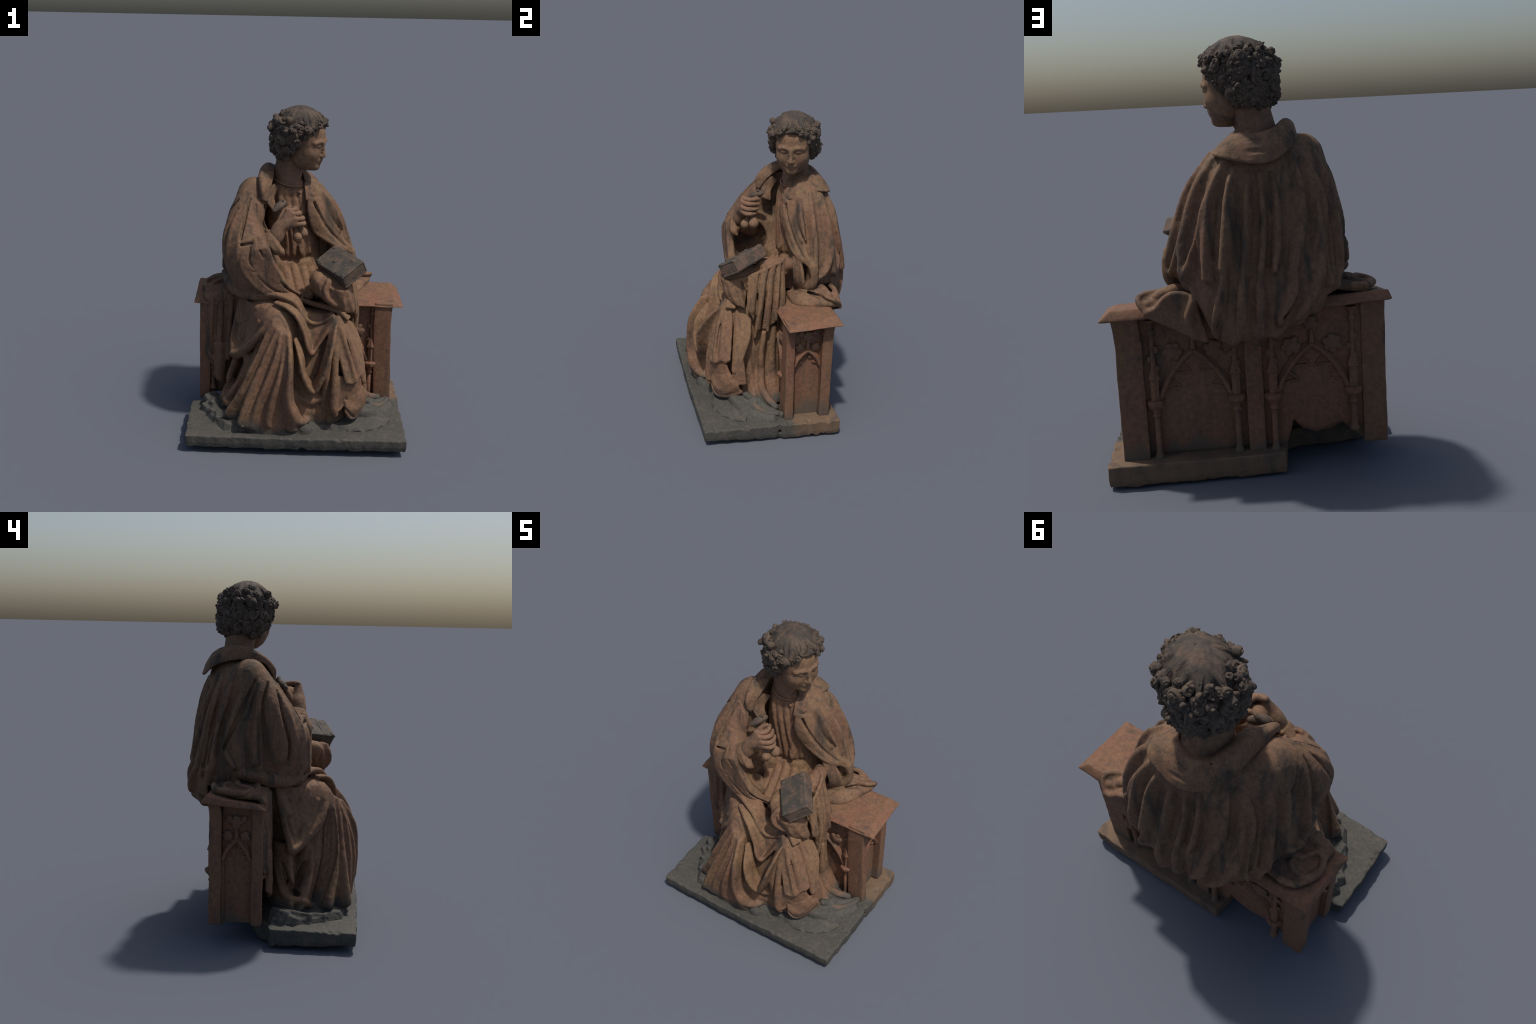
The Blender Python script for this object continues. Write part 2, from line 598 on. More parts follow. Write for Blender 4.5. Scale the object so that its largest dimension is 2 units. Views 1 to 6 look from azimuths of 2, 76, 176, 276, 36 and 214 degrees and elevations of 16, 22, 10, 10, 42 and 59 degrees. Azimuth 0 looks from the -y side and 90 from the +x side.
def slab_field(X, Y, Z):
    jag = 0.006 * np.sin(23 * X + 3 * np.sin(17 * Y)) * np.sin(19 * Y) + 0.003 * np.sin(71 * X + 53 * Y)
    d2 = poly_distance(X[:, :, 0], Y[:, :, 0], SLAB)[:, :, None] + jag * 0.5
    r = 0.010
    d2 = d2 + r
    low = 0.010 + 0.026 * np.clip(-(Y + 0.05) / 0.45, 0, 1) + 0.003 * np.sin(31 * X) * np.sin(27 * Y + 5 * X)
    top = 0.111 + 0.0012 * np.sin(9 * X + 4 * Y)
    under = np.clip((0.03 - (Z - low)) / 0.03, 0, 1) * 0.005        # edges rounded away underneath
    dz = np.maximum(Z - top, low - Z) + 0.006
    q = np.maximum(d2 + under, -1)
    o = np.sqrt(np.maximum(q, 0) ** 2 + np.maximum(dz, 0) ** 2) + np.minimum(np.maximum(q, dz), 0)
    return o - np.where(dz > q, 0.006, 0.010)


sl.field(slab_field, 0)
# joint between the two halves of the slab, opened on the right flank
sl.stroke([(0.90, -0.022, 0.055, 0.012), (0.86, -0.02, 0.055, 0.011), (0.80, -0.018, 0.06, 0.006)], 0.004, True)
sl.stroke([(0.885, -0.022, 0.12, 0.004), (0.872, -0.02, 0.09, 0.006), (0.875, -0.02, 0.0, 0.006)], 0.004, True)
for i in range(70):                                               # chips along the edges
    t = RNG.rand()
    side = RNG.randint(4)
    x, y = [(-0.445 + 1.3 * t, -0.522), (0.868, -0.5 + 0.86 * t), (0.08 + 0.78 * t, 0.385), (-0.452, -0.5 + 0.42 * t)][side]
    z = 0.112 if RNG.rand() < 0.55 else 0.014 + 0.024 * (side == 0)
    r = 0.006 + 0.010 * RNG.rand() ** 2
    sl.ball((x + 0.004 * RNG.randn(), y + 0.004 * RNG.randn(), z), (r * 1.6, r * 1.3, r * 0.8), 0.006, True)
plinth = fired('plinth', sl, M_base, statue, 0.0012, 0.0008, 0)

# ground: low rocky apron that follows the hem
gm = Clay((-0.44, -0.53, 0.085), (0.88, 0.10, 0.30), 0.0055)
APRON = [(-0.40, -0.05), (-0.375, -0.20), (-0.325, -0.32), (-0.20, -0.462), (-0.08, -0.443), (0.02, -0.478), (0.18, -0.476),
         (0.30, -0.46), (0.38, -0.40), (0.50, -0.415), (0.585, -0.382), (0.70, -0.328), (0.76, -0.24), (0.835, -0.09), (0.81, 0.02), (0.05, 0.02), (-0.10, 0.005), (-0.28, 0.0), (-0.34, -0.03)]


def apron_field(X, Y, Z):
    d2 = poly_distance(X[:, :, 0], Y[:, :, 0], APRON)[:, :, None]
    inn = np.clip(-d2, 0, 1)
    # steps of broken facets: inner ground stands higher
    cells = np.sin(14 * X + 6 * Y) * np.sin(11 * Y - 5 * X)
    h = 0.108 + np.minimum(0.030 + 0.012 * cells, inn * 1.6) + np.minimum(0.055, np.maximum(inn - 0.03, 0) * (0.45 + 0.25 * cells))
    return np.maximum((Z - h) * 0.75, np.maximum(0.100 - Z, d2 - 0.004))


gm.field(apron_field, 0)
# stone at the left back corner, wave of ground at the right
for c, r in [((-0.335, -0.10, 0.13), (0.062, 0.055, 0.060)), ((-0.30, -0.155, 0.125), (0.055, 0.06, 0.050)), ((-0.345, -0.175, 0.115), (0.045, 0.05, 0.040)),
             ((-0.295, -0.24, 0.115), (0.05, 0.055, 0.045)), ((-0.262, -0.31, 0.112), (0.055, 0.05, 0.038)), ((-0.215, -0.385, 0.112), (0.06, 0.05, 0.036))]:
    gm.box(c, np.array(r) * 0.85, Matrix.Rotation(9 * c[0] + 4, 3, 'Z') @ Matrix.Rotation(0.5, 3, 'X'), 0.012, 0.012)
for p in [[(0.79, 0.0, 0.14, 0.02), (0.765, -0.04, 0.145, 0.022), (0.71, -0.10, 0.155, 0.022), (0.66, -0.16, 0.19, 0.02), (0.64, -0.20, 0.22, 0.02)],
          [(0.80, -0.06, 0.12, 0.03), (0.74, -0.16, 0.125, 0.035), (0.66, -0.24, 0.15, 0.045), (0.60, -0.26, 0.17, 0.05)]]:
    gm.stroke(p, 0.02)
for i in range(6):                                                # broad facets fanning out in front, right
    t = i / 5
    a = -1.95 + 1.50 * t
    c = np.array([0.52, -0.16])
    e = np.array([math.cos(a), math.sin(a)])
    side = np.array([-e[1], e[0]])
    reach = 0.225 + 0.05 * t
    rows = []
    for q, z in ((0.10, 0.205), (0.6 * reach, 0.155), (reach, 0.116)):
        m0 = c + e * q
        wd = 0.016 + 0.030 * q / reach
        rows.append([(*(m0 - side * wd), z - 0.010), (*m0, z), (*(m0 + side * wd), z - 0.004)])
    gm.patch(rows, 0.012, 0.004, 4)
for i in range(6):
    x = -0.12 + 0.075 * i
    gm.ball((x, -0.425 - 0.012 * (i % 2), 0.118), (0.05, 0.035, 0.03 + 0.01 * (i % 3)), 0.012)
gm.field(lambda X, Y, Z: Z - 0.102 + 0 * X + 0 * Y, 0, True)
ground = fired('modelled_ground', gm, M_base, plinth, 0.0025, 0.001, 0)

sh = Clay((0.12, -0.54, 0.09), (0.48, -0.30, 0.28), 0.005)
sh.ball((0.325, -0.42, 0.135), (0.075, 0.062, 0.055), 0.02)
sh.stroke([(0.19, -0.455, 0.125, 0.022), (0.27, -0.445, 0.13, 0.045), (0.34, -0.405, 0.14, 0.052), (0.37, -0.38, 0.15, 0.04)], 0.03)
sh.field(lambda X, Y, Z: 0.10 - Z + 0 * X + 0 * Y, 0.0, True)
fired('shoe', sh, M_base, statue, 0.0018, 0.0006)
# ----------------------------------------------------------------------------
# bench: five posts, walls with blind gothic arches, overhanging seat
# ----------------------------------------------------------------------------
def frame(o, u, n):
    """wall frame: origin, u along the wall, n outward; z up.  returns point mapper"""
    o, u, n = np.array(o, float), np.array(u, float), np.array(n, float)
    return lambda a, z, d=0.0: o + a * u + np.array([0, 0, z]) + d * n


def arch_curve(half, z0, z1, ogee=0.0, m=14):
    """right flank of a pointed arch: (a,z) from springing to apex"""
    R = (half * half + (z1 - z0) ** 2) / (2 * half)
    end = math.asin(min(1, (z1 - z0) / R))
    out = []
    for t in np.linspace(0, 1, m):
        w = end * t
        a = 0.5 * (half - R + R * math.cos(w)) + 0.5 * half * (1 - t)
        z = 0.5 * (z0 + R * math.sin(w)) + 0.5 * (z0 + (z1 - z0) * t)
        out.append((max(a, 0) if t < 1 else 0.0, z + ogee * max(0, t - 0.75) ** 2 * 16))
    return out


def moulding(W, pts, prof):
    """sweep a moulding profile along wall coordinates pts (a,z)"""
    P = np.array(pts, float)
    T = np.gradient(P, axis=0)
    T /= np.linalg.norm(T, axis=1, keepdims=True)
    rows = []
    for (a, z), t in zip(P, T):
        p = W(a, z)
        s = W(t[1], -t[0]) - W(0, 0)
        d = W(0, 0, 1) - W(0, 0)
        rows.append(np.concatenate([p, s, d]))
    return sweep(rows, prof)


ROLL = [(-0.017, -0.004), (-0.015, 0.012), (-0.006, 0.026), (0.004, 0.030), (0.010, 0.022), (0.012, 0.010), (0.022, 0.008), (0.024, -0.004)]
CUSP = [(-0.006, -0.002), (-0.004, 0.011), (0.0, 0.013), (0.004, 0.011), (0.006, -0.002)]


def leaf_lump(seed, r):
    """curled gothic leaf: lobed knob"""
    rs = np.random.RandomState(seed)
    c = Clay((-2.2 * r,) * 3, (2.2 * r,) * 3, r / 9)
    c.ball((0, 0, 0), (r * 0.8, r * 0.6, r * 0.7), r * 0.2)
    for i in range(6):
        a = i * 1.047 + rs.rand() * 0.5
        c.ball((r * 0.85 * math.cos(a), r * 0.25 * rs.rand(), r * 0.8 * math.sin(a)), (r * 0.5, r * 0.42, r * 0.45), r * 0.12)
    for i in range(4):
        a = rs.rand() * 6.28
        c.stroke([(0, -r * 0.7, 0, r * 0.1), (r * 0.7 * math.cos(a), -r * 0.6, r * 0.7 * math.sin(a), r * 0.12)], r * 0.1, True)
    V, Q = c.skin()
    return V, Q


LEAF_MESHES = [new_mesh('curled_leaf', *leaf_lump(20 + i, 0.03)) for i in range(3)]


def blind_arch(W, a0, a1, spring, apex, foot, top, post_proud, bench, leaf_turn, shafts=(True, True), seed=0):
    """one arch with its shafts, capitals, pinnacles, cusps and leaves on wall frame W"""
    mid, half = 0.5 * (a0 + a1), 0.5 * (a1 - a0)
    flank = arch_curve(half, spring, apex)
    left = [(mid - a, z) for a, z in flank]
    right = [(mid + a, z) for a, z in flank]
    V, F = join([moulding(W, left, [(-a, b) for a, b in ROLL][::-1]), moulding(W, right, ROLL)])
    put('pointed_arch', new_mesh('pointed_arch', V, F, True), M_bench, bench)
    # cusps: two small foils each flank
    parts = []
    for s in (-1, 1):
        for t0, t1, dip in ((0.12, 0.42, 0.26), (0.42, 0.74, 0.22)):
            i0, i1 = int(t0 * 13), int(t1 * 13)
            p0, p1 = np.array(flank[i0]), np.array(flank[i1])
            m0 = 0.5 * (p0 + p1) - np.array([half * dip, half * dip * 0.35])
            tip = np.array([p1[0] - half * 0.30, p1[1] - half * 0.28])
            pts = spline([p0, m0 + np.array([half * 0.14, 0.0]), tip], 6)
            parts.append(moulding(W, [(mid + s * a, z) for a, z in pts], CUSP if s > 0 else [(-a, b) for a, b in CUSP][::-1]))
            pts = spline([tip, tip + np.array([half * 0.10, half * 0.14]), p1], 5)
            parts.append(moulding(W, [(mid + s * a, z) for a, z in pts], CUSP if s > 0 else [(-a, b) for a, b in CUSP][::-1]))
    V, F = join(parts)
    put('arch_cusps', new_mesh('arch_cusps', V, F), M_bench, bench)
    # finial stem above the apex
    st = W(mid, 0, 0.012)
    V, F = tube([(st[0], st[1], apex - 0.01, 0.016), (st[0], st[1], apex + 0.03, 0.012), (st[0], st[1], apex + 0.055, 0.009), (st[0], st[1], apex + 0.075, 0.014)], 8)
    put('finial_stem', new_mesh('finial_stem', V, F), M_bench, bench)
    k = seed

    def leaf(a, z, d, sc, roll):
        nonlocal k
        p = W(a, z, d)
        m = Matrix.Translation(Vector(p)) @ leaf_turn @ Matrix.Rotation(roll, 4, 'Y') @ Matrix.Diagonal((sc, sc * 0.7, sc, 1))
        put('curled_leaf', LEAF_MESHES[k % 3], M_leaf, bench, loc=m)
        k += 1
    if apex + 0.10 < top:
        leaf(mid, apex + 0.10, 0.018, 0.95, 0.3)
    if half > 0.1:
        leaf(mid - half * 0.58, apex - 0.005, 0.012, 1.25, 0.5)
        leaf(mid + half * 0.58, apex - 0.005, 0.012, 1.25, 2.2)
    else:
        leaf(mid - half * 0.62, apex + 0.02, 0.012, 0.8, 0.5)
        leaf(mid + half * 0.62, apex + 0.02, 0.012, 0.8, 2.2)
        leaf(mid - half * 0.5, apex + 0.115, 0.012, 0.55, 0.9)
        leaf(mid + half * 0.5, apex + 0.115, 0.012, 0.55, 1.9)
    # shafts with capitals; pinnacles stand on the capitals
    for s, on in zip((-1, 1), shafts):
        if not on:
            continue
        a = mid + s * (half + 0.022)
        base = W(a, 0, 0.016)
        f0 = foot[0] if s < 0 else foot[1]
        V, F = turned([(0.024, f0), (0.024, f0 + 0.012), (0.016, f0 + 0.03), (0.0145, f0 + 0.06), (0.0145, spring - 0.075)], 10)
        put('shaft', new_mesh('shaft', V + np.array([base[0], base[1], 0]), F), M_bench, bench)
        V, F = turned([(0.0145, spring - 0.08), (0.021, spring - 0.073), (0.021, spring - 0.064), (0.016, spring - 0.056), (0.024, spring - 0.036),
                       (0.038, spring - 0.026), (0.042, spring - 0.014), (0.042, spring - 0.004), (0.030, spring + 0.004)], 8)
        put('capital', new_mesh('capital', V + np.array([base[0], base[1], 0]), F, False), M_bench, bench)
        pin = [(0.022, spring), (0.022, spring + 0.10), (0.030, spring + 0.105), (0.024, spring + 0.125), (0.012, spring + 0.16), (0.009, top - 0.07),
               (0.016, top - 0.055), (0.009, top - 0.04), (0.012, top - 0.02), (0.028, top)]
        V, F = turned(pin, 6)
        V = V * np.array([1, 1, 1]) + np.array([base[0], base[1], 0])
        put('pinnacle', new_mesh('pinnacle', V, F, False), M_bench, bench)
        for i in range(3):
            p = W(a + s * 0.0 + (0.014 if i % 2 else -0.014), spring + 0.15 + 0.045 * i, 0.016)
            m = Matrix.Translation(Vector(p)) @ leaf_turn @ Matrix.Diagonal((0.36, 0.36, 0.5, 1))
            put('curled_leaf', LEAF_MESHES[i], M_leaf, bench, loc=m)


# outer corners of the frame (x right of the sitter's left = +x)
FOOT, TOP = 0.108, 0.79


def lean(P):
    """the frame is a little skewed: the left end stands farther forward"""
    P = P.copy()
    t = (P[:, 0] - 0.2) / 0.62
    P[:, 1] += 0.016 * t
    # right end leans outward at the foot of the front
    return P


def broken_wall():
    """back wall: thin board; the lower edge of its left bay is broken away"""
    xs = np.linspace(-0.40, 0.80, 121)
    V, F = [], []
    edge_x = [-0.40, -0.32, -0.268, -0.216, -0.162, -0.086, -0.026, 0.0, 0.017, 0.03, 0.054, 0.07, 0.80]
    edge_z = [0.105, 0.105, 0.149, 0.203, 0.175, 0.165, 0.190, 0.215, 0.243, 0.18, 0.11, 0.10, 0.10]
    rows = 24
    for face in (0, 1):
        for x in xs:
            z0 = np.interp(x, edge_x, edge_z) + 0.002 * math.sin(90 * x)
            for j in range(rows + 1):
                z = z0 + (TOP - z0) * j / rows
                y = 0.262 + 0.018 * min(1, max(0, (z - 0.15) / 0.25)) + 0.016 * min(1, max(0, (0.2 - x) / 0.1)) if face == 0 else 0.235
                y += 0.0022 * math.sin(7 * x + 9 * z) + 0.0015 * math.sin(23 * x - 17 * z)
                if j == 0 and face == 0:
                    y -= 0.006
                V.append((x, y, z))
    n, m = len(xs), rows + 1
    for i in range(n - 1):
        for j in range(rows):
            a = i * m + j
            F.append([a, a + 1, a + m + 1, a + m])
            b = n * m + a
            F.append([b, b + m, b + m + 1, b + 1])
        F.append([i * m, (i + 1) * m, n * m + (i + 1) * m, n * m + i * m])
        F.append([i * m + rows, n * m + i * m + rows, n * m + (i + 1) * m + rows, (i + 1) * m + rows])
    return lean(np.array(V)), F


def board(lo, hi):
    return worn_box(lo, hi, 0.004, 0.03, 0.0015, lean)


walls = [broken_wall(),
         board((0.735, 0.03, 0.10), (0.762, 0.30, TOP)),                 # right end
         board((-0.385, 0.03, 0.112), (-0.355, 0.27, TOP)),              # left end
         board((0.10, 0.036, 0.10), (0.78, 0.062, TOP)),                  # front, right bay
         board((-0.40, 0.050, 0.14), (0.10, 0.075, TOP))]
V, F = join(walls)
bench = put('bench', new_mesh('bench', V, F), M_bench, statue)

POSTS = [((0.692, 0.238, FOOT), (0.812, 0.306, TOP)), ((0.700, 0.002, FOOT), (0.812, 0.058, TOP)), ((0.152, 0.235, 0.095), (0.232, 0.308, TOP)),
         ((-0.425, 0.238, 0.104), (-0.312, 0.306, TOP)), ((-0.418, 0.012, 0.106), (-0.350, 0.072, TOP))]
for i, (lo, hi) in enumerate(POSTS):
    def flare(P, lo=lo, hi=hi, i=i):
        P = lean(P)
        z = (P[:, 2] - lo[2]) / (hi[2] - lo[2])
        if i in (0, 1):                                    # right end spreads outward towards the seat / the foot
            P[:, 0] += 0.012 * np.clip((z - 0.8) / 0.2, 0, 1) + (0.012 * (1 - z) if i == 1 else 0.0)
            P[:, 0] -= 0.018 * (z if i == 1 else 0) * (z < 2)
        P[:, 1] += (0.012 if i in (0, 3, 2) else 0.0) * np.clip((z - 0.9) / 0.1, 0, 1) ** 2
        return P
    V, F = worn_box(lo, hi, 0.006, 0.02, 0.0022, flare)
    put('post', new_mesh('post', V, F), M_bench, bench)


# seat: overhanging board, chamfered above towards its edge
def seat_shape(P):
    up = np.clip((P[:, 2] - 0.785) / 0.055, 0, 1)
    cx, cy = 0.208, 0.173
    P = P.copy()
    right = P[:, 0] > cx
    P[:, 0] = cx + (P[:, 0] - cx) * np.where(right, 1 - 0.085 * up, 1 - 0.02 * up)
    P[:, 1] = cy + (P[:, 1] - cy) * np.where(P[:, 1] > cy, 1 - 0.18 * up, 1 - 0.20 * up)
    P = lean(P)
    t = np.clip(P[:, 1] / 0.33, 0, 1.05)                    # the board rises and thickens towards the back
    P[:, 2] = (0.768 + 0.018 * t) + (P[:, 2] - 0.778) / 0.06 * (0.024 + 0.024 * t)
    P[:, 2] += 0.003 * np.sin(5 * P[:, 0]) + 0.014 * np.clip((-P[:, 0] - 0.2) / 0.25, 0, 1) * t
    return P


V, F = worn_box((-0.455, -0.006, 0.778), (0.872, 0.352, 0.838), 0.010, 0.018, 0.003, seat_shape)
put('seat', new_mesh('seat', V, F), M_bench, bench)

TURN_BACK = Matrix.Rotation(math.pi, 4, 'Z')
TURN_RIGHT = Matrix.Rotation(math.pi / 2, 4, 'Z')
TURN_LEFT = Matrix.Rotation(-math.pi / 2, 4, 'Z')
TURN_FRONT = Matrix.Identity(4)
SK = np.array([1, 0.0258, 0])
Wb = frame((0, 0.277 - 0.0052, 0), SK, (0, 1, 0))
blind_arch(Wb, 0.300, 0.626, 0.388, 0.615, (0.105, 0.105), 0.772, 0.04, bench, TURN_BACK, seed=0)
Wb2 = frame((0, 0.293 - 0.0052, 0), SK, (0, 1, 0))
blind_arch(Wb2, -0.246, 0.085, 0.385, 0.605, (0.175, 0.10), 0.772, 0.04, bench, TURN_BACK, seed=1)
Wr = frame((0.762, 0, 0), (0, 1, 0), (1, 0, 0))
blind_arch(Wr, 0.078, 0.252, 0.470, 0.585, (0.1, 0.1), 0.765, 0.03, bench, TURN_RIGHT, (False, False), seed=2)
Wl = frame((-0.385, 0, 0), (0, 1, 0), (-1, 0, 0))
blind_arch(Wl, 0.063, 0.222, 0.470, 0.590, (0.1, 0.1), 0.765, 0.03, bench, TURN_LEFT, (False, False), seed=3)
Wf = frame((0, 0.038 - 0.0052, 0), SK, (0, -1, 0))
blind_arch(Wf, 0.330, 0.66, 0.388, 0.60, (0.105, 0.105), 0.772, 0.04, bench, TURN_FRONT, seed=4)
Wf2 = frame((0, 0.052 - 0.0052, 0), SK, (0, -1, 0))
blind_arch(Wf2, -0.31, 0.06, 0.388, 0.60, (0.17, 0.105), 0.772, 0.04, bench, TURN_FRONT, seed=5)
for W, a0, a1 in ((Wr, 0.062, 0.256), (Wl, 0.050, 0.232)):           # slim reveals beside the end panels
    for a in (a0, a1):
        V, F = worn_box((-0.008, -0.008, 0.10), (0.008, 0.008, 0.50), 0.003, 0.03, 0.001)
        o = W(a, 0, 0.010)
        put('reveal', new_mesh('reveal', V + np.array([o[0], o[1] + 0.0258 * (o[0] - 0.2), 0]), F), M_bench, bench)
# ----------------------------------------------------------------------------
# robe over the legs
# ----------------------------------------------------------------------------
rb = Clay((-0.32, -0.56, 0.085), (0.84, 0.20, 0.99), 0.006)
#                 E      NE    N     NW    W     SW    S     SE
rb.loft([(0.09, (0.36, 0.34, 0.22, 0.32, 0.38, 0.37, 0.225, 0.23)),
         (0.20, (0.36, 0.34, 0.22, 0.32, 0.36, 0.36, 0.225, 0.23)),
         (0.35, (0.35, 0.34, 0.22, 0.31, 0.32, 0.33, 0.205, 0.22)),
         (0.50, (0.34, 0.33, 0.22, 0.30, 0.28, 0.29, 0.175, 0.20)),
         (0.62, (0.32, 0.32, 0.22, 0.30, 0.25, 0.25, 0.135, 0.18)),
         (0.72, (0.29, 0.30, 0.24, 0.32, 0.25, 0.21, 0.100, 0.16)),
         (0.77, (0.26, 0.28, 0.26, 0.31, 0.25, 0.18, 0.07, 0.13)),
         (0.81, (0.20, 0.24, 0.25, 0.28, 0.22, 0.13, 0.05, 0.10))], (0.20, -0.20), 0)
# thighs, knees and shins under the cloth
rb.stroke([(-0.06, 0.08, 0.76, 0.11), (0.0, -0.12, 0.77, 0.105), (0.075, -0.255, 0.755, 0.098), (0.09, -0.305, 0.66, 0.088), (0.095, -0.355, 0.50, 0.078),
           (0.09, -0.37, 0.30, 0.075), (0.10, -0.37, 0.15, 0.075)], 0.05)
rb.stroke([(0.38, 0.10, 0.74, 0.09), (0.42, -0.10, 0.745, 0.085), (0.435, -0.215, 0.725, 0.078), (0.443, -0.245, 0.64, 0.070), (0.44, -0.27, 0.45, 0.070),
           (0.43, -0.275, 0.25, 0.070), (0.43, -0.28, 0.12, 0.07)], 0.05)
# swag hanging from the right thigh
rb.patch([[(-0.15, -0.05, 0.84), (-0.11, -0.13, 0.83), (-0.04, -0.22, 0.815)],
          [(-0.175, -0.08, 0.70), (-0.12, -0.155, 0.70), (-0.02, -0.29, 0.71)],
          [(-0.195, -0.115, 0.57), (-0.145, -0.175, 0.57), (-0.06, -0.285, 0.61)],
          [(-0.198, -0.145, 0.485), (-0.168, -0.168, 0.478), (-0.125, -0.215, 0.515)]], 0.013, 0.012)
rb.stroke([(-0.19, -0.13, 0.50, 0.016), (-0.168, -0.17, 0.485, 0.018), (-0.13, -0.22, 0.525, 0.020), (-0.07, -0.295, 0.62, 0.022), (-0.01, -0.325, 0.71, 0.020), (0.05, -0.34, 0.78, 0.014)], 0.014)
rb.stroke([(-0.15, -0.06, 0.83, 0.014), (-0.18, -0.095, 0.69, 0.018), (-0.20, -0.13, 0.56, 0.018), (-0.195, -0.145, 0.49, 0.016)], 0.012)
rb.stroke([(-0.145, -0.13, 0.76, 0.012), (-0.165, -0.165, 0.66, 0.020), (-0.17, -0.19, 0.57, 0.016)], 0.010, True)


def crest(clay, pts, radii, k=0.014, axis=(0.14, -0.20), flare=1.0, deep=0.075, fade=0.0):
    """cloth fold given by the line of its crest; it widens towards the body axis"""
    n = len(pts)
    P = np.array(pts, float)
    r = np.interp(np.linspace(0, 1, n), np.linspace(0, 1, len(radii)), radii)
    D = np.array([axis[0], axis[1]]) - P[:, :2]
    D /= np.linalg.norm(D, axis=1, keepdims=True) + 1e-9
    D = np.hstack([D, np.full((n, 1), -0.12)])
    P[0] += D[0] * fade                                   # the fold dies away into the cloth at its upper end
    tip = 0.62
    for f, w in ((0.0, tip), (0.33, tip + 0.35 * flare), (0.68, tip + 0.75 * flare), (1.0, tip + 1.15 * flare)):
        C = P + D * (r * tip + f * deep * np.minimum(1, r / 0.02))[:, None]
        clay.stroke([(*c, q * w) for c, q in zip(C, r)], k if f < 0.1 else k * 1.3)


def groove(clay, pts, radii, k=0.010, axis=(0.14, 0.20), depth=0.03):
    """open V-shaped valley between folds, sunk from the outer surface towards the axis"""
    n = len(pts)
    P = np.array(pts, float)
    r = np.interp(np.linspace(0, 1, n), np.linspace(0, 1, len(radii)), radii)
    D = np.array([axis[0], axis[1]]) - P[:, :2]
    D /= np.linalg.norm(D, axis=1, keepdims=True) + 1e-9
    D = np.hstack([D, np.zeros((n, 1))])
    for f, w in ((1.0, 0.55), (0.5, 0.8), (0.0, 1.05), (-0.7, 1.4)):
        C = P + D * (f * depth * np.minimum(1, r / 0.012) - (1 - f) * 0.004)[:, None]
        clay.stroke([(*c, q * w) for c, q in zip(C, r)], k, True)


# cloth filling the corner between the right leg and the bench
rb.patch([[(-0.265, -0.15, 0.13), (-0.20, -0.06, 0.13), (-0.10, -0.005, 0.13), (0.02, 0.03, 0.13)],
          [(-0.225, -0.15, 0.30), (-0.165, -0.07, 0.30), (-0.08, -0.01, 0.30), (0.02, 0.03, 0.30)],
          [(-0.16, -0.13, 0.50), (-0.12, -0.06, 0.50), (-0.05, -0.01, 0.50), (0.02, 0.03, 0.50)]], 0.022, 0.02)
# folds of the right flank, behind the fan
for pts, rad in [([(-0.10, -0.26, 0.50), (-0.16, -0.27, 0.36), (-0.235, -0.24, 0.22), (-0.27, -0.20, 0.15)], (0.012, 0.020, 0.024, 0.022)),
                 ([(-0.12, -0.12, 0.45), (-0.17, -0.15, 0.32), (-0.22, -0.14, 0.20), (-0.25, -0.11, 0.14)], (0.012, 0.022, 0.026, 0.022))]:
    crest(rb, pts, rad, 0.018, (0.05, -0.12))
# fan of folds from the right knee
FAN = [([(0.05, -0.365, 0.76), (-0.011, -0.377, 0.673), (-0.081, -0.398, 0.518), (-0.140, -0.398, 0.357), (-0.235, -0.370, 0.185)], (0.010, 0.020, 0.028, 0.026)),
       ([(0.077, -0.390, 0.743), (0.021, -0.415, 0.623), (-0.035, -0.436, 0.484), (-0.091, -0.458, 0.347), (-0.143, -0.482, 0.180)], (0.010, 0.020, 0.026, 0.030)),
       ([(0.100, -0.395, 0.733), (0.073, -0.452, 0.596), (0.018, -0.480, 0.444), (-0.031, -0.484, 0.321), (-0.08, -0.478, 0.160)], (0.010, 0.020, 0.026, 0.030)),
       ([(0.121, -0.400, 0.720), (0.114, -0.460, 0.589), (0.091, -0.500, 0.467), (0.053, -0.505, 0.338), (0.026, -0.488, 0.195), (0.045, -0.470, 0.165)], (0.010, 0.020, 0.026, 0.028)),
       ([(0.150, -0.420, 0.716), (0.160, -0.500, 0.587), (0.154, -0.517, 0.427), (0.162, -0.516, 0.330), (0.192, -0.508, 0.247), (0.184, -0.474, 0.145)], (0.012, 0.022, 0.028, 0.032, 0.030))]
for pts, rad in FAN:
    crest(rb, [(x, y - 0.010, z) for x, y, z in pts], rad, 0.016, (0.11, -0.25))
# the front fold runs out over the shoe
crest(rb, [(0.175, -0.510, 0.27), (0.215, -0.490, 0.205), (0.255, -0.455, 0.178), (0.285, -0.42, 0.175)], (0.030, 0.028, 0.020), 0.018)
rb.stroke([(0.165, -0.465, 0.15, 0.02), (0.20, -0.455, 0.14, 0.022)], 0.015)
# loop of cloth slung between the shins
LOOP = [(0.181, -0.400, 0.686), (0.212, -0.472, 0.600), (0.230, -0.493, 0.520), (0.262, -0.497, 0.440), (0.307, -0.475, 0.388), (0.347, -0.487, 0.467), (0.388, -0.488, 0.587), (0.418, -0.420, 0.705), (0.434, -0.325, 0.790)]
crest(rb, LOOP, (0.010, 0.016, 0.020, 0.022, 0.022, 0.022, 0.020, 0.016, 0.010), 0.012, (0.30, -0.05), 0.35)
crest(rb, [(0.19, -0.45, 0.37), (0.245, -0.415, 0.315), (0.31, -0.395, 0.290), (0.36, -0.385, 0.31)], (0.022, 0.024, 0.024, 0.018), 0.02)
crest(rb, [(0.22, -0.42, 0.25), (0.29, -0.385, 0.22), (0.36, -0.365, 0.21)], (0.022, 0.024, 0.02), 0.02)
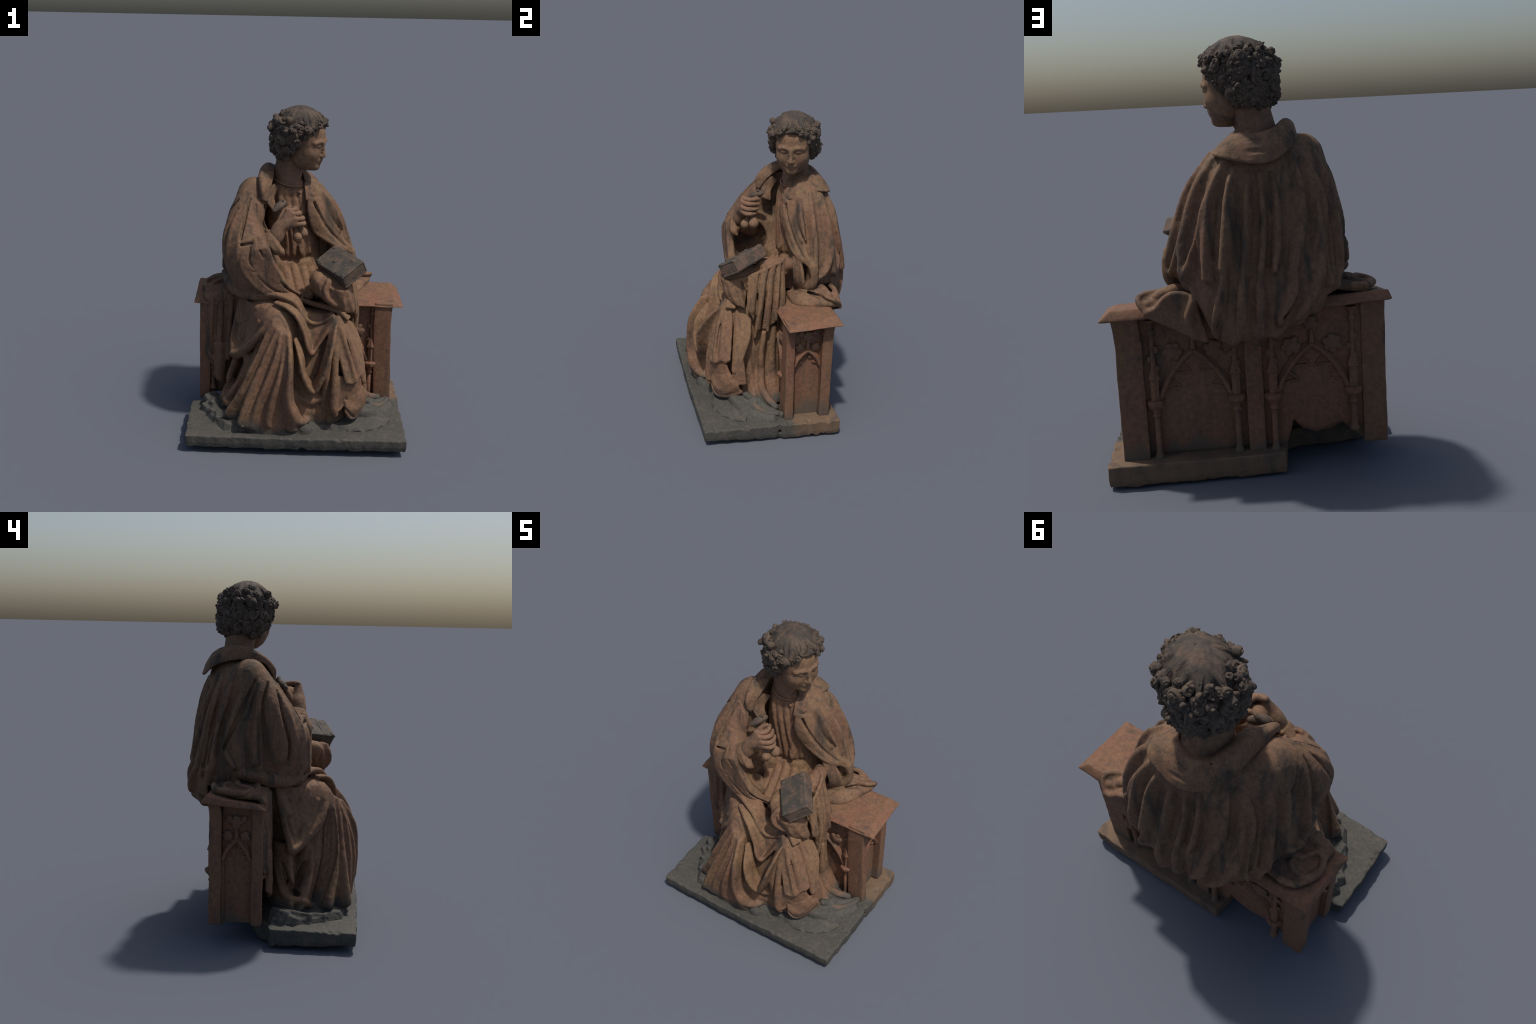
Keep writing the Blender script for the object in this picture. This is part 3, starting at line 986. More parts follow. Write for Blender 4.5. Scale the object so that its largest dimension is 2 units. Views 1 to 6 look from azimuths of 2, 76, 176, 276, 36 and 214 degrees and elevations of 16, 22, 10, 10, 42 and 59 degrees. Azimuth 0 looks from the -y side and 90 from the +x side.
# V of cloth between the knees
VEE = [(0.055, -0.285, 0.875), (0.130, -0.340, 0.862), (0.195, -0.375, 0.809), (0.238, -0.391, 0.722), (0.263, -0.408, 0.640), (0.288, -0.398, 0.600), (0.321, -0.372, 0.640), (0.372, -0.360, 0.721), (0.422, -0.335, 0.800)]
crest(rb, VEE, (0.016, 0.018, 0.020, 0.020, 0.020, 0.020, 0.018, 0.016, 0.010), 0.012, (0.29, 0.0), 0.4)
# swag lying across the lap
LAP = [(-0.06, -0.20, 0.895), (0.03, -0.245, 0.912), (0.125, -0.288, 0.905), (0.186, -0.312, 0.878), (0.232, -0.323, 0.814), (0.282, -0.322, 0.768), (0.350, -0.305, 0.771), (0.417, -0.312, 0.818)]
crest(rb, LAP, (0.018, 0.024, 0.024, 0.022, 0.022, 0.022, 0.018, 0.010), 0.012, (0.22, 0.0), 0.4)
crest(rb, [(0.06, -0.20, 0.92), (0.16, -0.235, 0.89), (0.24, -0.25, 0.825), (0.31, -0.25, 0.79)], (0.012, 0.018, 0.018, 0.012), 0.012)
# fold over the left knee with its lifted edge
rb.patch([[(0.20, -0.10, 0.845), (0.30, -0.13, 0.83), (0.40, -0.18, 0.825), (0.465, -0.23, 0.815), (0.505, -0.265, 0.795)],
          [(0.21, -0.16, 0.860), (0.31, -0.20, 0.845), (0.395, -0.255, 0.845), (0.455, -0.290, 0.830), (0.492, -0.310, 0.800)]], 0.012, 0.012)
rb.stroke([(0.21, -0.155, 0.858, 0.014), (0.31, -0.20, 0.845, 0.017), (0.395, -0.252, 0.845, 0.018), (0.455, -0.288, 0.830, 0.016), (0.492, -0.308, 0.800, 0.010)], 0.01)
# fan of folds from the left knee
for pts, rad in [([(0.436, -0.330, 0.797), (0.403, -0.382, 0.644), (0.379, -0.420, 0.482), (0.362, -0.390, 0.300), (0.352, -0.365, 0.17)], (0.010, 0.018, 0.024, 0.026, 0.024)),
                 ([(0.446, -0.320, 0.790), (0.432, -0.370, 0.630), (0.420, -0.395, 0.44), (0.405, -0.395, 0.25), (0.40, -0.375, 0.15)], (0.010, 0.018, 0.024, 0.026))]:
    crest(rb, pts, rad, 0.014, (0.44, -0.15))
# hollows: under the V, beside the shins, between the fan folds near the ground
rb.stroke([(0.275, -0.43, 0.56, 0.030), (0.292, -0.42, 0.50, 0.042), (0.305, -0.43, 0.44, 0.026)], 0.015, True)
rb.stroke([(0.30, -0.40, 0.71, 0.02), (0.295, -0.41, 0.665, 0.024)], 0.012, True)
for pts, r in [([(0.04, -0.39, 0.68), (-0.03, -0.40, 0.54), (-0.09, -0.41, 0.40), (-0.165, -0.45, 0.22)], (0.004, 0.010, 0.014, 0.018)),
               ([(0.085, -0.415, 0.67), (0.03, -0.44, 0.53), (-0.03, -0.46, 0.38), (-0.11, -0.48, 0.17)], (0.004, 0.010, 0.014, 0.016)),
               ([(0.105, -0.425, 0.67), (0.085, -0.47, 0.53), (0.045, -0.492, 0.40), (0.005, -0.495, 0.26), (-0.03, -0.485, 0.15)], (0.004, 0.010, 0.014, 0.016)),
               ([(0.137, -0.445, 0.66), (0.135, -0.495, 0.52), (0.122, -0.517, 0.40), (0.110, -0.515, 0.28), (0.10, -0.50, 0.17)], (0.004, 0.010, 0.016, 0.020)),
               ([(0.175, -0.45, 0.65), (0.195, -0.498, 0.52), (0.205, -0.51, 0.42), (0.225, -0.51, 0.34)], (0.004, 0.010, 0.014, 0.012))]:
    q = np.interp(np.linspace(0, 1, len(pts)), np.linspace(0, 1, len(r)), r)
    rb.stroke([(p[0], p[1] - 0.012, p[2], w * 0.75) for p, w in zip(pts, q)], 0.010, True)
rb.stroke([(0.33, -0.45, 0.34, 0.012), (0.335, -0.45, 0.24, 0.02), (0.33, -0.44, 0.15, 0.02)], 0.012, True)
# swags and valleys of the right flank
crest(rb, [(-0.145, -0.024, 0.781), (-0.067, -0.050, 0.643), (-0.078, -0.092, 0.515), (-0.217, -0.156, 0.490), (-0.158, -0.205, 0.536), (-0.087, -0.257, 0.646), (-0.034, -0.290, 0.753)], (0.010, 0.016, 0.018, 0.018, 0.018, 0.016, 0.012), 0.012, (0.05, -0.10), 0.6, 0.04, 0.01)
crest(rb, [(-0.166, -0.072, 0.827), (-0.185, -0.107, 0.721), (-0.160, -0.134, 0.696), (-0.114, -0.178, 0.740), (-0.055, -0.226, 0.824)], (0.010, 0.014, 0.016, 0.014, 0.010), 0.012, (0.05, -0.10), 0.6, 0.04, 0.01)
crest(rb, [(-0.129, -0.259, 0.568), (-0.127, -0.221, 0.407), (-0.176, -0.181, 0.262), (-0.277, -0.156, 0.194)], (0.012, 0.018, 0.020, 0.016), 0.012, (0.05, -0.10), 0.6, 0.04, 0.01)
crest(rb, [(-0.057, -0.311, 0.553), (-0.111, -0.282, 0.405), (-0.214, -0.239, 0.277), (-0.250, -0.221, 0.207)], (0.012, 0.018, 0.020, 0.016), 0.012, (0.05, -0.10), 0.6, 0.04, 0.01)
crest(rb, [(-0.162, -0.054, 0.424), (-0.199, -0.074, 0.324), (-0.258, -0.126, 0.233), (-0.251, -0.230, 0.208), (-0.172, -0.289, 0.143)], (0.012, 0.017, 0.019, 0.019, 0.018), 0.012, (0.05, -0.10), 0.6, 0.04, 0.01)
groove(rb, [(-0.174, -0.121, 0.667), (-0.183, -0.142, 0.592), (-0.168, -0.169, 0.558), (-0.125, -0.203, 0.620)], (0.006, 0.010, 0.010, 0.006), 0.008, (0.05, -0.10), 0.008)
groove(rb, [(-0.140, -0.123, 0.776), (-0.134, -0.143, 0.737), (-0.105, -0.175, 0.771)], (0.005, 0.008, 0.006), 0.008, (0.05, -0.10), 0.006)
groove(rb, [(-0.005, -0.355, 0.687), (-0.048, -0.354, 0.568), (-0.092, -0.350, 0.436), (-0.134, -0.314, 0.285), (-0.160, -0.287, 0.188)], (0.006, 0.012, 0.016, 0.018, 0.016), 0.008, (0.05, -0.10), 0.04)
groove(rb, [(-0.118, -0.216, 0.404), (-0.146, -0.175, 0.298), (-0.259, -0.153, 0.245)], (0.008, 0.014, 0.012), 0.008, (0.05, -0.10), 0.03)
groove(rb, [(-0.191, -0.098, 0.403), (-0.227, -0.126, 0.320), (-0.186, -0.179, 0.231)], (0.010, 0.018, 0.014), 0.008, (0.05, -0.10), 0.03)
robe = fired('robe', rb, M_robe, statue)
# ----------------------------------------------------------------------------
# tiers of zigzag hems falling from the left knee
# ----------------------------------------------------------------------------
cs = Clay((0.38, -0.47, 0.10), (0.86, 0.06, 0.86), 0.0052)
# broad gored panel from the knee
cs.patch([[(0.425, -0.315, 0.790), (0.437, -0.307, 0.797), (0.452, -0.298, 0.795), (0.470, -0.285, 0.79)],
          [(0.440, -0.350, 0.700), (0.470, -0.345, 0.705), (0.497, -0.322, 0.705), (0.520, -0.285, 0.70)],
          [(0.465, -0.392, 0.560), (0.512, -0.372, 0.560), (0.545, -0.345, 0.570), (0.568, -0.298, 0.57)],
          [(0.497, -0.422, 0.440), (0.545, -0.398, 0.428), (0.575, -0.362, 0.456), (0.600, -0.312, 0.463)]], 0.010, 0.008)
cs.stroke([(0.44, -0.315, 0.79, 0.010), (0.478, -0.358, 0.68, 0.013), (0.525, -0.385, 0.54, 0.014), (0.552, -0.400, 0.44, 0.012)], 0.012)
cs.stroke([(0.46, -0.30, 0.79, 0.010), (0.512, -0.33, 0.68, 0.012), (0.555, -0.352, 0.55, 0.012), (0.578, -0.362, 0.47, 0.010)], 0.012)
cs.stroke([(0.45, -0.318, 0.76, 0.004), (0.495, -0.352, 0.66, 0.007), (0.540, -0.378, 0.53, 0.007), (0.565, -0.388, 0.46, 0.006)], 0.007, True)
cs.stroke([(0.597, -0.312, 0.470, 0.012), (0.590, -0.335, 0.445, 0.010), (0.575, -0.345, 0.455, 0.008)], 0.006)
# narrow rib on its front side, running down to the lowest hem
cs.stroke([(0.415, -0.325, 0.78, 0.012), (0.425, -0.375, 0.62, 0.020), (0.428, -0.41, 0.44, 0.022), (0.428, -0.415, 0.28, 0.026), (0.440, -0.405, 0.225, 0.020)], 0.014)
# second tier: folded under the panel
cs.patch([[(0.455, -0.400, 0.46), (0.505, -0.385, 0.45), (0.555, -0.355, 0.46)],
          [(0.450, -0.412, 0.36), (0.508, -0.388, 0.37), (0.560, -0.345, 0.385)],
          [(0.435, -0.418, 0.245), (0.495, -0.380, 0.31), (0.545, -0.345, 0.335)]], 0.010, 0.008)
cs.patch([[(0.500, -0.395, 0.43), (0.545, -0.375, 0.43), (0.580, -0.335, 0.44)],
          [(0.505, -0.392, 0.35), (0.555, -0.365, 0.36), (0.592, -0.315, 0.38)],
          [(0.525, -0.375, 0.265), (0.555, -0.360, 0.30), (0.605, -0.300, 0.345)]], 0.010, 0.006)
cs.stroke([(0.437, -0.418, 0.245, 0.012), (0.470, -0.405, 0.262, 0.011), (0.497, -0.382, 0.305, 0.010), (0.540, -0.372, 0.325, 0.010)], 0.006)
# third tier: bulging ends near the ground
cs.patch([[(0.500, -0.395, 0.30), (0.555, -0.355, 0.31), (0.610, -0.275, 0.34)],
          [(0.512, -0.402, 0.245), (0.575, -0.362, 0.25), (0.635, -0.262, 0.29)],
          [(0.530, -0.385, 0.198), (0.572, -0.345, 0.190), (0.625, -0.240, 0.235)]], 0.012, 0.008)
cs.stroke([(0.508, -0.395, 0.24, 0.014), (0.530, -0.385, 0.195, 0.014), (0.562, -0.352, 0.185, 0.014), (0.600, -0.29, 0.20, 0.013), (0.632, -0.235, 0.24, 0.012)], 0.010)
cs.patch([[(0.515, -0.385, 0.30), (0.565, -0.360, 0.33), (0.600, -0.315, 0.36)],
          [(0.530, -0.392, 0.25), (0.590, -0.345, 0.275), (0.622, -0.300, 0.31)],
          [(0.545, -0.385, 0.225), (0.600, -0.325, 0.225), (0.618, -0.285, 0.265)]], 0.009, 0.005)
groove(cs, [(0.500, -0.405, 0.262), (0.535, -0.398, 0.215), (0.560, -0.375, 0.188)], (0.003, 0.006, 0.004), 0.005, (0.45, -0.25), 0.010)
# flap on the outer side with its slanting edge
cs.patch([[(0.485, -0.250, 0.765), (0.508, -0.210, 0.745), (0.530, -0.165, 0.72)],
          [(0.548, -0.268, 0.600), (0.572, -0.222, 0.605), (0.578, -0.175, 0.622)],
          [(0.585, -0.278, 0.480), (0.602, -0.250, 0.490), (0.598, -0.210, 0.520)],
          [(0.605, -0.285, 0.395), (0.616, -0.272, 0.395), (0.618, -0.250, 0.42)]], 0.010, 0.008)
cs.stroke([(0.492, -0.24, 0.765, 0.012), (0.552, -0.248, 0.60, 0.018), (0.592, -0.265, 0.47, 0.018), (0.617, -0.278, 0.385, 0.013)], 0.012)
cs.stroke([(0.535, -0.17, 0.715, 0.009), (0.582, -0.178, 0.620, 0.012), (0.605, -0.215, 0.51, 0.011), (0.620, -0.256, 0.41, 0.009)], 0.008)
cs.patch([[(0.600, -0.285, 0.42), (0.612, -0.262, 0.43), (0.608, -0.225, 0.46)],
          [(0.612, -0.280, 0.36), (0.626, -0.252, 0.36), (0.624, -0.215, 0.38)],
          [(0.590, -0.290, 0.335), (0.630, -0.25, 0.305), (0.632, -0.205, 0.30)]], 0.010, 0.006)
# long folds that reach and sweep over the ground
cs.stroke([(0.515, -0.178, 0.60, 0.020), (0.520, -0.175, 0.489, 0.023), (0.553, -0.160, 0.338, 0.027), (0.602, -0.147, 0.223, 0.026), (0.700, -0.148, 0.160, 0.021),
           (0.765, -0.085, 0.145, 0.020), (0.795, -0.025, 0.150, 0.018)], 0.016)
cs.stroke([(0.552, -0.072, 0.62, 0.018), (0.564, -0.090, 0.44, 0.020), (0.558, -0.086, 0.350, 0.025), (0.608, -0.090, 0.255, 0.025), (0.665, -0.060, 0.190, 0.024), (0.735, -0.022, 0.165, 0.020)], 0.014)
cs.stroke([(0.52, 0.0, 0.64, 0.020), (0.53, -0.01, 0.45, 0.024), (0.555, 0.0, 0.28, 0.024), (0.61, 0.01, 0.16, 0.02)], 0.016)
cs.patch([[(0.49, -0.20, 0.60), (0.51, -0.13, 0.60), (0.51, -0.05, 0.62), (0.50, 0.03, 0.64)],
          [(0.52, -0.21, 0.36), (0.535, -0.13, 0.36), (0.530, -0.05, 0.36), (0.52, 0.03, 0.38)],
          [(0.60, -0.21, 0.16), (0.66, -0.11, 0.14), (0.65, -0.04, 0.14), (0.62, 0.03, 0.14)]], 0.012, 0.02)
fired('robe_cascade', cs, M_robe, robe)
# ----------------------------------------------------------------------------
# tunic (torso) and cloak
# ----------------------------------------------------------------------------
tn = Clay((-0.16, -0.20, 0.82), (0.46, 0.40, 1.62), 0.006)
tn.loft([(0.84, (0.24, 0.22, 0.12, 0.20, 0.22, 0.25, 0.20, 0.22)),
         (1.00, (0.19, 0.18, 0.12, 0.18, 0.19, 0.20, 0.155, 0.17)),
         (1.08, (0.165, 0.17, 0.12, 0.18, 0.17, 0.175, 0.145, 0.15)),
         (1.20, (0.165, 0.17, 0.12, 0.18, 0.18, 0.185, 0.155, 0.155)),
         (1.35, (0.155, 0.17, 0.12, 0.18, 0.18, 0.18, 0.145, 0.15)),
         (1.45, (0.13, 0.16, 0.11, 0.17, 0.17, 0.165, 0.118, 0.13)),
         (1.51, (0.10, 0.12, 0.10, 0.13, 0.13, 0.125, 0.095, 0.10)),
         (1.55, (0.08, 0.09, 0.09, 0.09, 0.09, 0.085, 0.07, 0.08))],
        [(0.84, 0.18, 0.25), (1.20, 0.17, 0.25), (1.45, 0.16, 0.24), (1.55, 0.125, 0.215)], 0)
# its skirt slopes forward over the lap in thick folds
for x, b in ((0.055, -0.01), (0.110, 0.0), (0.165, 0.0), (0.220, 0.02), (0.275, 0.05)):
    tn.stroke([(x, 0.135 + b, 1.025, 0.022), (x + 0.012, 0.085 + b, 0.968, 0.028), (x + 0.025, 0.025 + b, 0.932, 0.029), (x + 0.040, -0.05 + b, 0.892, 0.030), (x + 0.050, -0.125 + b, 0.865, 0.028)], 0.006)
tn.stroke([(0.065, 0.117, 1.456, 0.004), (0.092, 0.098, 1.314, 0.007), (0.127, 0.100, 1.159, 0.011), (0.122, 0.107, 1.062, 0.014)], 0.012)
tn.stroke([(0.110, 0.117, 1.473, 0.004), (0.137, 0.098, 1.316, 0.007), (0.157, 0.100, 1.158, 0.011), (0.168, 0.109, 1.063, 0.014)], 0.012)
tn.stroke([(0.156, 0.123, 1.465, 0.004), (0.184, 0.102, 1.292, 0.008), (0.219, 0.106, 1.134, 0.011), (0.221, 0.093, 1.067, 0.013)], 0.012)
tn.stroke([(0.202, 0.128, 1.442, 0.004), (0.228, 0.115, 1.291, 0.007), (0.263, 0.135, 1.153, 0.011), (0.265, 0.140, 1.071, 0.014)], 0.012)
tn.stroke([(0.133, 0.118, 1.465, 0.003), (0.161, 0.096, 1.292, 0.004), (0.192, 0.098, 1.136, 0.006), (0.195, 0.105, 1.061, 0.008)], 0.01, True)
tn.stroke([(0.179, 0.124, 1.450, 0.003), (0.211, 0.103, 1.292, 0.004), (0.243, 0.116, 1.148, 0.006), (0.246, 0.120, 1.066, 0.008)], 0.01, True)
tn.stroke([(0.088, 0.111, 1.458, 0.003), (0.115, 0.092, 1.292, 0.004), (0.142, 0.094, 1.150, 0.006), (0.145, 0.099, 1.061, 0.007)], 0.01, True)
tn.stroke([(0.076, 0.103, 1.043, 0.012), (0.153, 0.101, 1.038, 0.013), (0.219, 0.108, 1.041, 0.013), (0.278, 0.137, 1.055, 0.012)], 0.01, True)
tn.stroke([(-0.02, 0.09, 1.065, 0.030), (0.08, 0.075, 1.050, 0.030), (0.17, 0.072, 1.042, 0.032), (0.25, 0.085, 1.050, 0.032), (0.34, 0.14, 1.065, 0.03)], 0.012, True)
tn.stroke([(0.205, 0.105, 1.13, 0.012), (0.214, 0.098, 1.09, 0.014), (0.218, 0.100, 1.055, 0.006)], 0.010)           # bloused cloth drawn to a point at the girdle
tunic = fired('torso_tunic', tn, M_robe, statue)

cl = Clay((-0.36, -0.24, 0.60), (0.62, 0.60, 1.68), 0.0065)
#                 E      NE    N     NW    W     SW    S     SE
SHRINK = 0.036            # the folds stand out this far from the body of the cloth
CLOAK = [(0.62, (0.20, 0.32, 0.255, 0.18, 0.13, 0.10, 0.10, 0.10)),
         (0.70, (0.30, 0.36, 0.285, 0.285, 0.24, 0.18, 0.10, 0.12)),
         (0.78, (0.34, 0.385, 0.295, 0.335, 0.33, 0.26, 0.12, 0.14)),
         (0.86, (0.36, 0.405, 0.300, 0.355, 0.380, 0.36, 0.13, 0.16)),
         (0.93, (0.395, 0.410, 0.290, 0.345, 0.405, 0.40, 0.13, 0.18)),
         (1.00, (0.410, 0.410, 0.280, 0.335, 0.415, 0.415, 0.13, 0.18)),
         (1.09, (0.405, 0.395, 0.265, 0.315, 0.410, 0.415, 0.13, 0.17)),
         (1.19, (0.376, 0.374, 0.250, 0.285, 0.395, 0.405, 0.13, 0.15)),
         (1.31, (0.328, 0.338, 0.232, 0.260, 0.360, 0.365, 0.12, 0.13)),
         (1.42, (0.282, 0.298, 0.222, 0.230, 0.318, 0.320, 0.11, 0.11)),
         (1.50, (0.220, 0.250, 0.208, 0.200, 0.262, 0.235, 0.10, 0.10)),
         (1.56, (0.150, 0.185, 0.180, 0.165, 0.16, 0.15, 0.08, 0.09)),
         (1.61, (0.09, 0.11, 0.12, 0.11, 0.09, 0.09, 0.06, 0.07))]
cl.loft([(z, tuple(max(0.04, r - SHRINK) for r in R)) for z, R in CLOAK], (0.13, 0.20), 0)
# right arm carried forward in its wide sleeve
cl.stroke([(-0.09, 0.12, 1.46, 0.10), (-0.135, 0.0, 1.27, 0.125), (-0.12, -0.075, 1.12, 0.145), (-0.09, -0.10, 1.00, 0.125)], 0.05)
cl.stroke([(-0.10, -0.06, 1.16, 0.10), (-0.02, -0.155, 1.13, 0.105), (0.04, -0.15, 1.03, 0.10), (0.08, -0.12, 0.96, 0.085)], 0.04)
# its hem rolls over the lap
cl.stroke([(-0.25, 0.12, 0.93, 0.04), (-0.20, -0.04, 0.895, 0.045), (-0.10, -0.14, 0.885, 0.04), (0.03, -0.185, 0.885, 0.032), (0.13, -0.175, 0.885, 0.024), (0.215, -0.14, 0.883, 0.012)], 0.02)
# folds of the back and the flanks: crest lines first, then the valleys between them
crest(cl, [(0.360, 0.351, 1.465), (0.413, 0.366, 1.368), (0.458, 0.383, 1.243), (0.491, 0.400, 1.124), (0.502, 0.415, 1.002)], (0.011, 0.020, 0.024, 0.026, 0.026), 0.014, (0.14, 0.20), 0.5, 0.055, 0.022)
crest(cl, [(0.291, 0.409, 1.472), (0.332, 0.433, 1.384), (0.369, 0.457, 1.262), (0.390, 0.491, 1.097), (0.390, 0.509, 0.985)], (0.009, 0.017, 0.023, 0.026, 0.027), 0.014, (0.14, 0.20), 0.5, 0.055, 0.022)
crest(cl, [(0.248, 0.434, 1.436), (0.275, 0.461, 1.334), (0.297, 0.499, 1.164), (0.319, 0.519, 1.026)], (0.009, 0.019, 0.026, 0.027), 0.014, (0.14, 0.20), 0.5, 0.055, 0.022)
crest(cl, [(0.182, 0.437, 1.411), (0.202, 0.477, 1.190), (0.219, 0.510, 0.988)], (0.007, 0.018, 0.022), 0.014, (0.14, 0.20), 0.5, 0.055, 0.022)
crest(cl, [(0.118, 0.422, 1.406), (0.117, 0.451, 1.181), (0.144, 0.489, 0.979)], (0.007, 0.018, 0.022), 0.014, (0.14, 0.20), 0.5, 0.055, 0.022)
crest(cl, [(0.052, 0.405, 1.401), (0.046, 0.435, 1.210), (0.071, 0.478, 1.001)], (0.009, 0.019, 0.026), 0.014, (0.14, 0.20), 0.5, 0.055, 0.022)
crest(cl, [(-0.053, 0.323, 1.483), (-0.068, 0.370, 1.341), (-0.071, 0.407, 1.185), (-0.035, 0.454, 1.063), (0.001, 0.479, 0.968)], (0.009, 0.017, 0.023, 0.025, 0.022), 0.014, (0.14, 0.20), 0.5, 0.055, 0.022)
crest(cl, [(-0.120, 0.296, 1.442), (-0.137, 0.348, 1.276), (-0.149, 0.383, 1.118), (-0.144, 0.425, 0.947)], (0.009, 0.021, 0.026, 0.026), 0.014, (0.14, 0.20), 0.5, 0.055, 0.022)
crest(cl, [(-0.182, 0.216, 1.425), (-0.229, 0.253, 1.261), (-0.250, 0.284, 1.112), (-0.243, 0.315, 0.949)], (0.009, 0.022, 0.030, 0.027), 0.014, (0.14, 0.20), 0.5, 0.055, 0.022)
crest(cl, [(0.320, 0.514, 1.051), (0.316, 0.524, 0.955), (0.346, 0.520, 0.866), (0.366, 0.493, 0.769), (0.372, 0.456, 0.710)], (0.022, 0.021, 0.019, 0.017, 0.015), 0.014, (0.14, 0.20), 0.5, 0.055, 0.022)
crest(cl, [(0.227, 0.510, 1.016), (0.241, 0.522, 0.894), (0.247, 0.519, 0.788), (0.244, 0.511, 0.728)], (0.022, 0.027, 0.033, 0.038), 0.014, (0.14, 0.20), 0.5, 0.055, 0.022)
crest(cl, [(0.151, 0.487, 1.007), (0.152, 0.505, 0.885), (0.157, 0.503, 0.793), (0.167, 0.500, 0.727)], (0.022, 0.027, 0.031, 0.034), 0.014, (0.14, 0.20), 0.5, 0.055, 0.022)
crest(cl, [(-0.028, 0.471, 0.992), (-0.008, 0.490, 0.899), (0.031, 0.496, 0.817), (0.068, 0.492, 0.768)], (0.022, 0.025, 0.026, 0.026), 0.014, (0.14, 0.20), 0.5, 0.055, 0.022)
crest(cl, [(-0.131, 0.429, 0.977), (-0.110, 0.457, 0.892), (-0.062, 0.479, 0.828), (-0.017, 0.482, 0.781)], (0.022, 0.025, 0.025, 0.022), 0.014, (0.14, 0.20), 0.5, 0.055, 0.022)
crest(cl, [(-0.171, 0.041, 1.480), (-0.241, 0.054, 1.359), (-0.273, 0.062, 1.177), (-0.282, 0.053, 1.000)], (0.011, 0.022, 0.027, 0.027), 0.014, (0.14, 0.20), 0.5, 0.055, 0.022)
crest(cl, [(-0.176, -0.021, 1.423), (-0.253, -0.052, 1.290), (-0.269, -0.090, 1.145), (-0.242, -0.065, 1.004)], (0.009, 0.019, 0.027, 0.022), 0.014, (0.14, 0.20), 0.5, 0.055, 0.022)
crest(cl, [(-0.189, 0.114, 1.486), (-0.224, 0.153, 1.355), (-0.268, 0.205, 1.180), (-0.277, 0.231, 1.068), (-0.287, 0.176, 0.973)], (0.011, 0.022, 0.027, 0.026, 0.019), 0.014, (0.14, 0.20), 0.5, 0.055, 0.022)
crest(cl, [(-0.137, -0.055, 1.406), (-0.213, -0.113, 1.288), (-0.237, -0.163, 1.143), (-0.175, -0.194, 0.984)], (0.009, 0.018, 0.022, 0.022), 0.014, (0.14, 0.20), 0.5, 0.055, 0.022)
crest(cl, [(-0.158, 0.201, 1.490), (-0.207, 0.238, 1.351), (-0.231, 0.293, 1.165), (-0.234, 0.329, 0.997), (-0.219, 0.345, 0.887)], (0.009, 0.017, 0.023, 0.026, 0.026), 0.014, (0.14, 0.20), 0.5, 0.055, 0.022)
crest(cl, [(-0.112, 0.291, 1.463), (-0.168, 0.312, 1.308), (-0.203, 0.350, 1.084), (-0.187, 0.390, 0.911)], (0.009, 0.019, 0.022, 0.022), 0.014, (0.14, 0.20), 0.5, 0.055, 0.022)
crest(cl, [(0.370, 0.185, 1.463), (0.438, 0.187, 1.349), (0.492, 0.194, 1.223)], (0.009, 0.017, 0.017), 0.014, (0.14, 0.20), 0.5, 0.055, 0.022)
crest(cl, [(0.362, 0.269, 1.497), (0.461, 0.261, 1.338), (0.527, 0.268, 1.167), (0.570, 0.259, 1.038)], (0.011, 0.022, 0.027, 0.026), 0.014, (0.14, 0.20), 0.5, 0.055, 0.022)
crest(cl, [(0.343, 0.360, 1.479), (0.430, 0.376, 1.322), (0.484, 0.394, 1.160), (0.532, 0.354, 1.032), (0.551, 0.287, 0.977)], (0.011, 0.022, 0.026, 0.022, 0.019), 0.014, (0.14, 0.20), 0.5, 0.055, 0.022)
crest(cl, [(0.285, 0.410, 1.475), (0.381, 0.442, 1.285), (0.439, 0.461, 1.097), (0.492, 0.426, 0.977)], (0.009, 0.021, 0.026, 0.022), 0.014, (0.14, 0.20), 0.5, 0.055, 0.022)
crest(cl, [(-0.101, 0.006, 1.483), (-0.124, -0.049, 1.419), (-0.150, -0.143, 1.290), (-0.172, -0.198, 1.183), (-0.208, -0.190, 1.057)], (0.006, 0.014, 0.019, 0.021, 0.022), 0.014, (-0.09, 0.10), 0.5, 0.055, 0.035)
crest(cl, [(-0.150, 0.013, 1.472), (-0.199, -0.076, 1.348), (-0.231, -0.143, 1.212), (-0.241, -0.153, 1.061)], (0.006, 0.017, 0.021, 0.022), 0.014, (-0.09, 0.10), 0.5, 0.055, 0.035)
groove(cl, [(0.318, 0.380, 1.485), (0.371, 0.402, 1.383), (0.407, 0.429, 1.260), (0.429, 0.456, 1.129), (0.429, 0.481, 1.011)], (0.005, 0.011, 0.014, 0.016, 0.016), 0.008, (0.14, 0.20), 0.03)
groove(cl, [(0.267, 0.426, 1.450), (0.309, 0.450, 1.349), (0.336, 0.483, 1.199), (0.352, 0.505, 1.061)], (0.004, 0.011, 0.015, 0.015), 0.008, (0.14, 0.20), 0.03)
groove(cl, [(0.216, 0.434, 1.434), (0.232, 0.464, 1.296), (0.255, 0.502, 1.090), (0.266, 0.519, 0.979)], (0.004, 0.012, 0.016, 0.016), 0.008, (0.14, 0.20), 0.03)
groove(cl, [(0.146, 0.427, 1.415), (0.158, 0.454, 1.220), (0.182, 0.494, 1.012)], (0.004, 0.011, 0.014), 0.008, (0.14, 0.20), 0.03)
groove(cl, [(0.081, 0.412, 1.410), (0.079, 0.438, 1.213), (0.107, 0.476, 1.004)], (0.004, 0.010, 0.012), 0.008, (0.14, 0.20), 0.03)
groove(cl, [(0.006, 0.379, 1.432), (-0.010, 0.415, 1.240), (0.009, 0.457, 1.067), (0.037, 0.478, 0.970)], (0.004, 0.010, 0.014, 0.012), 0.008, (0.14, 0.20), 0.03)
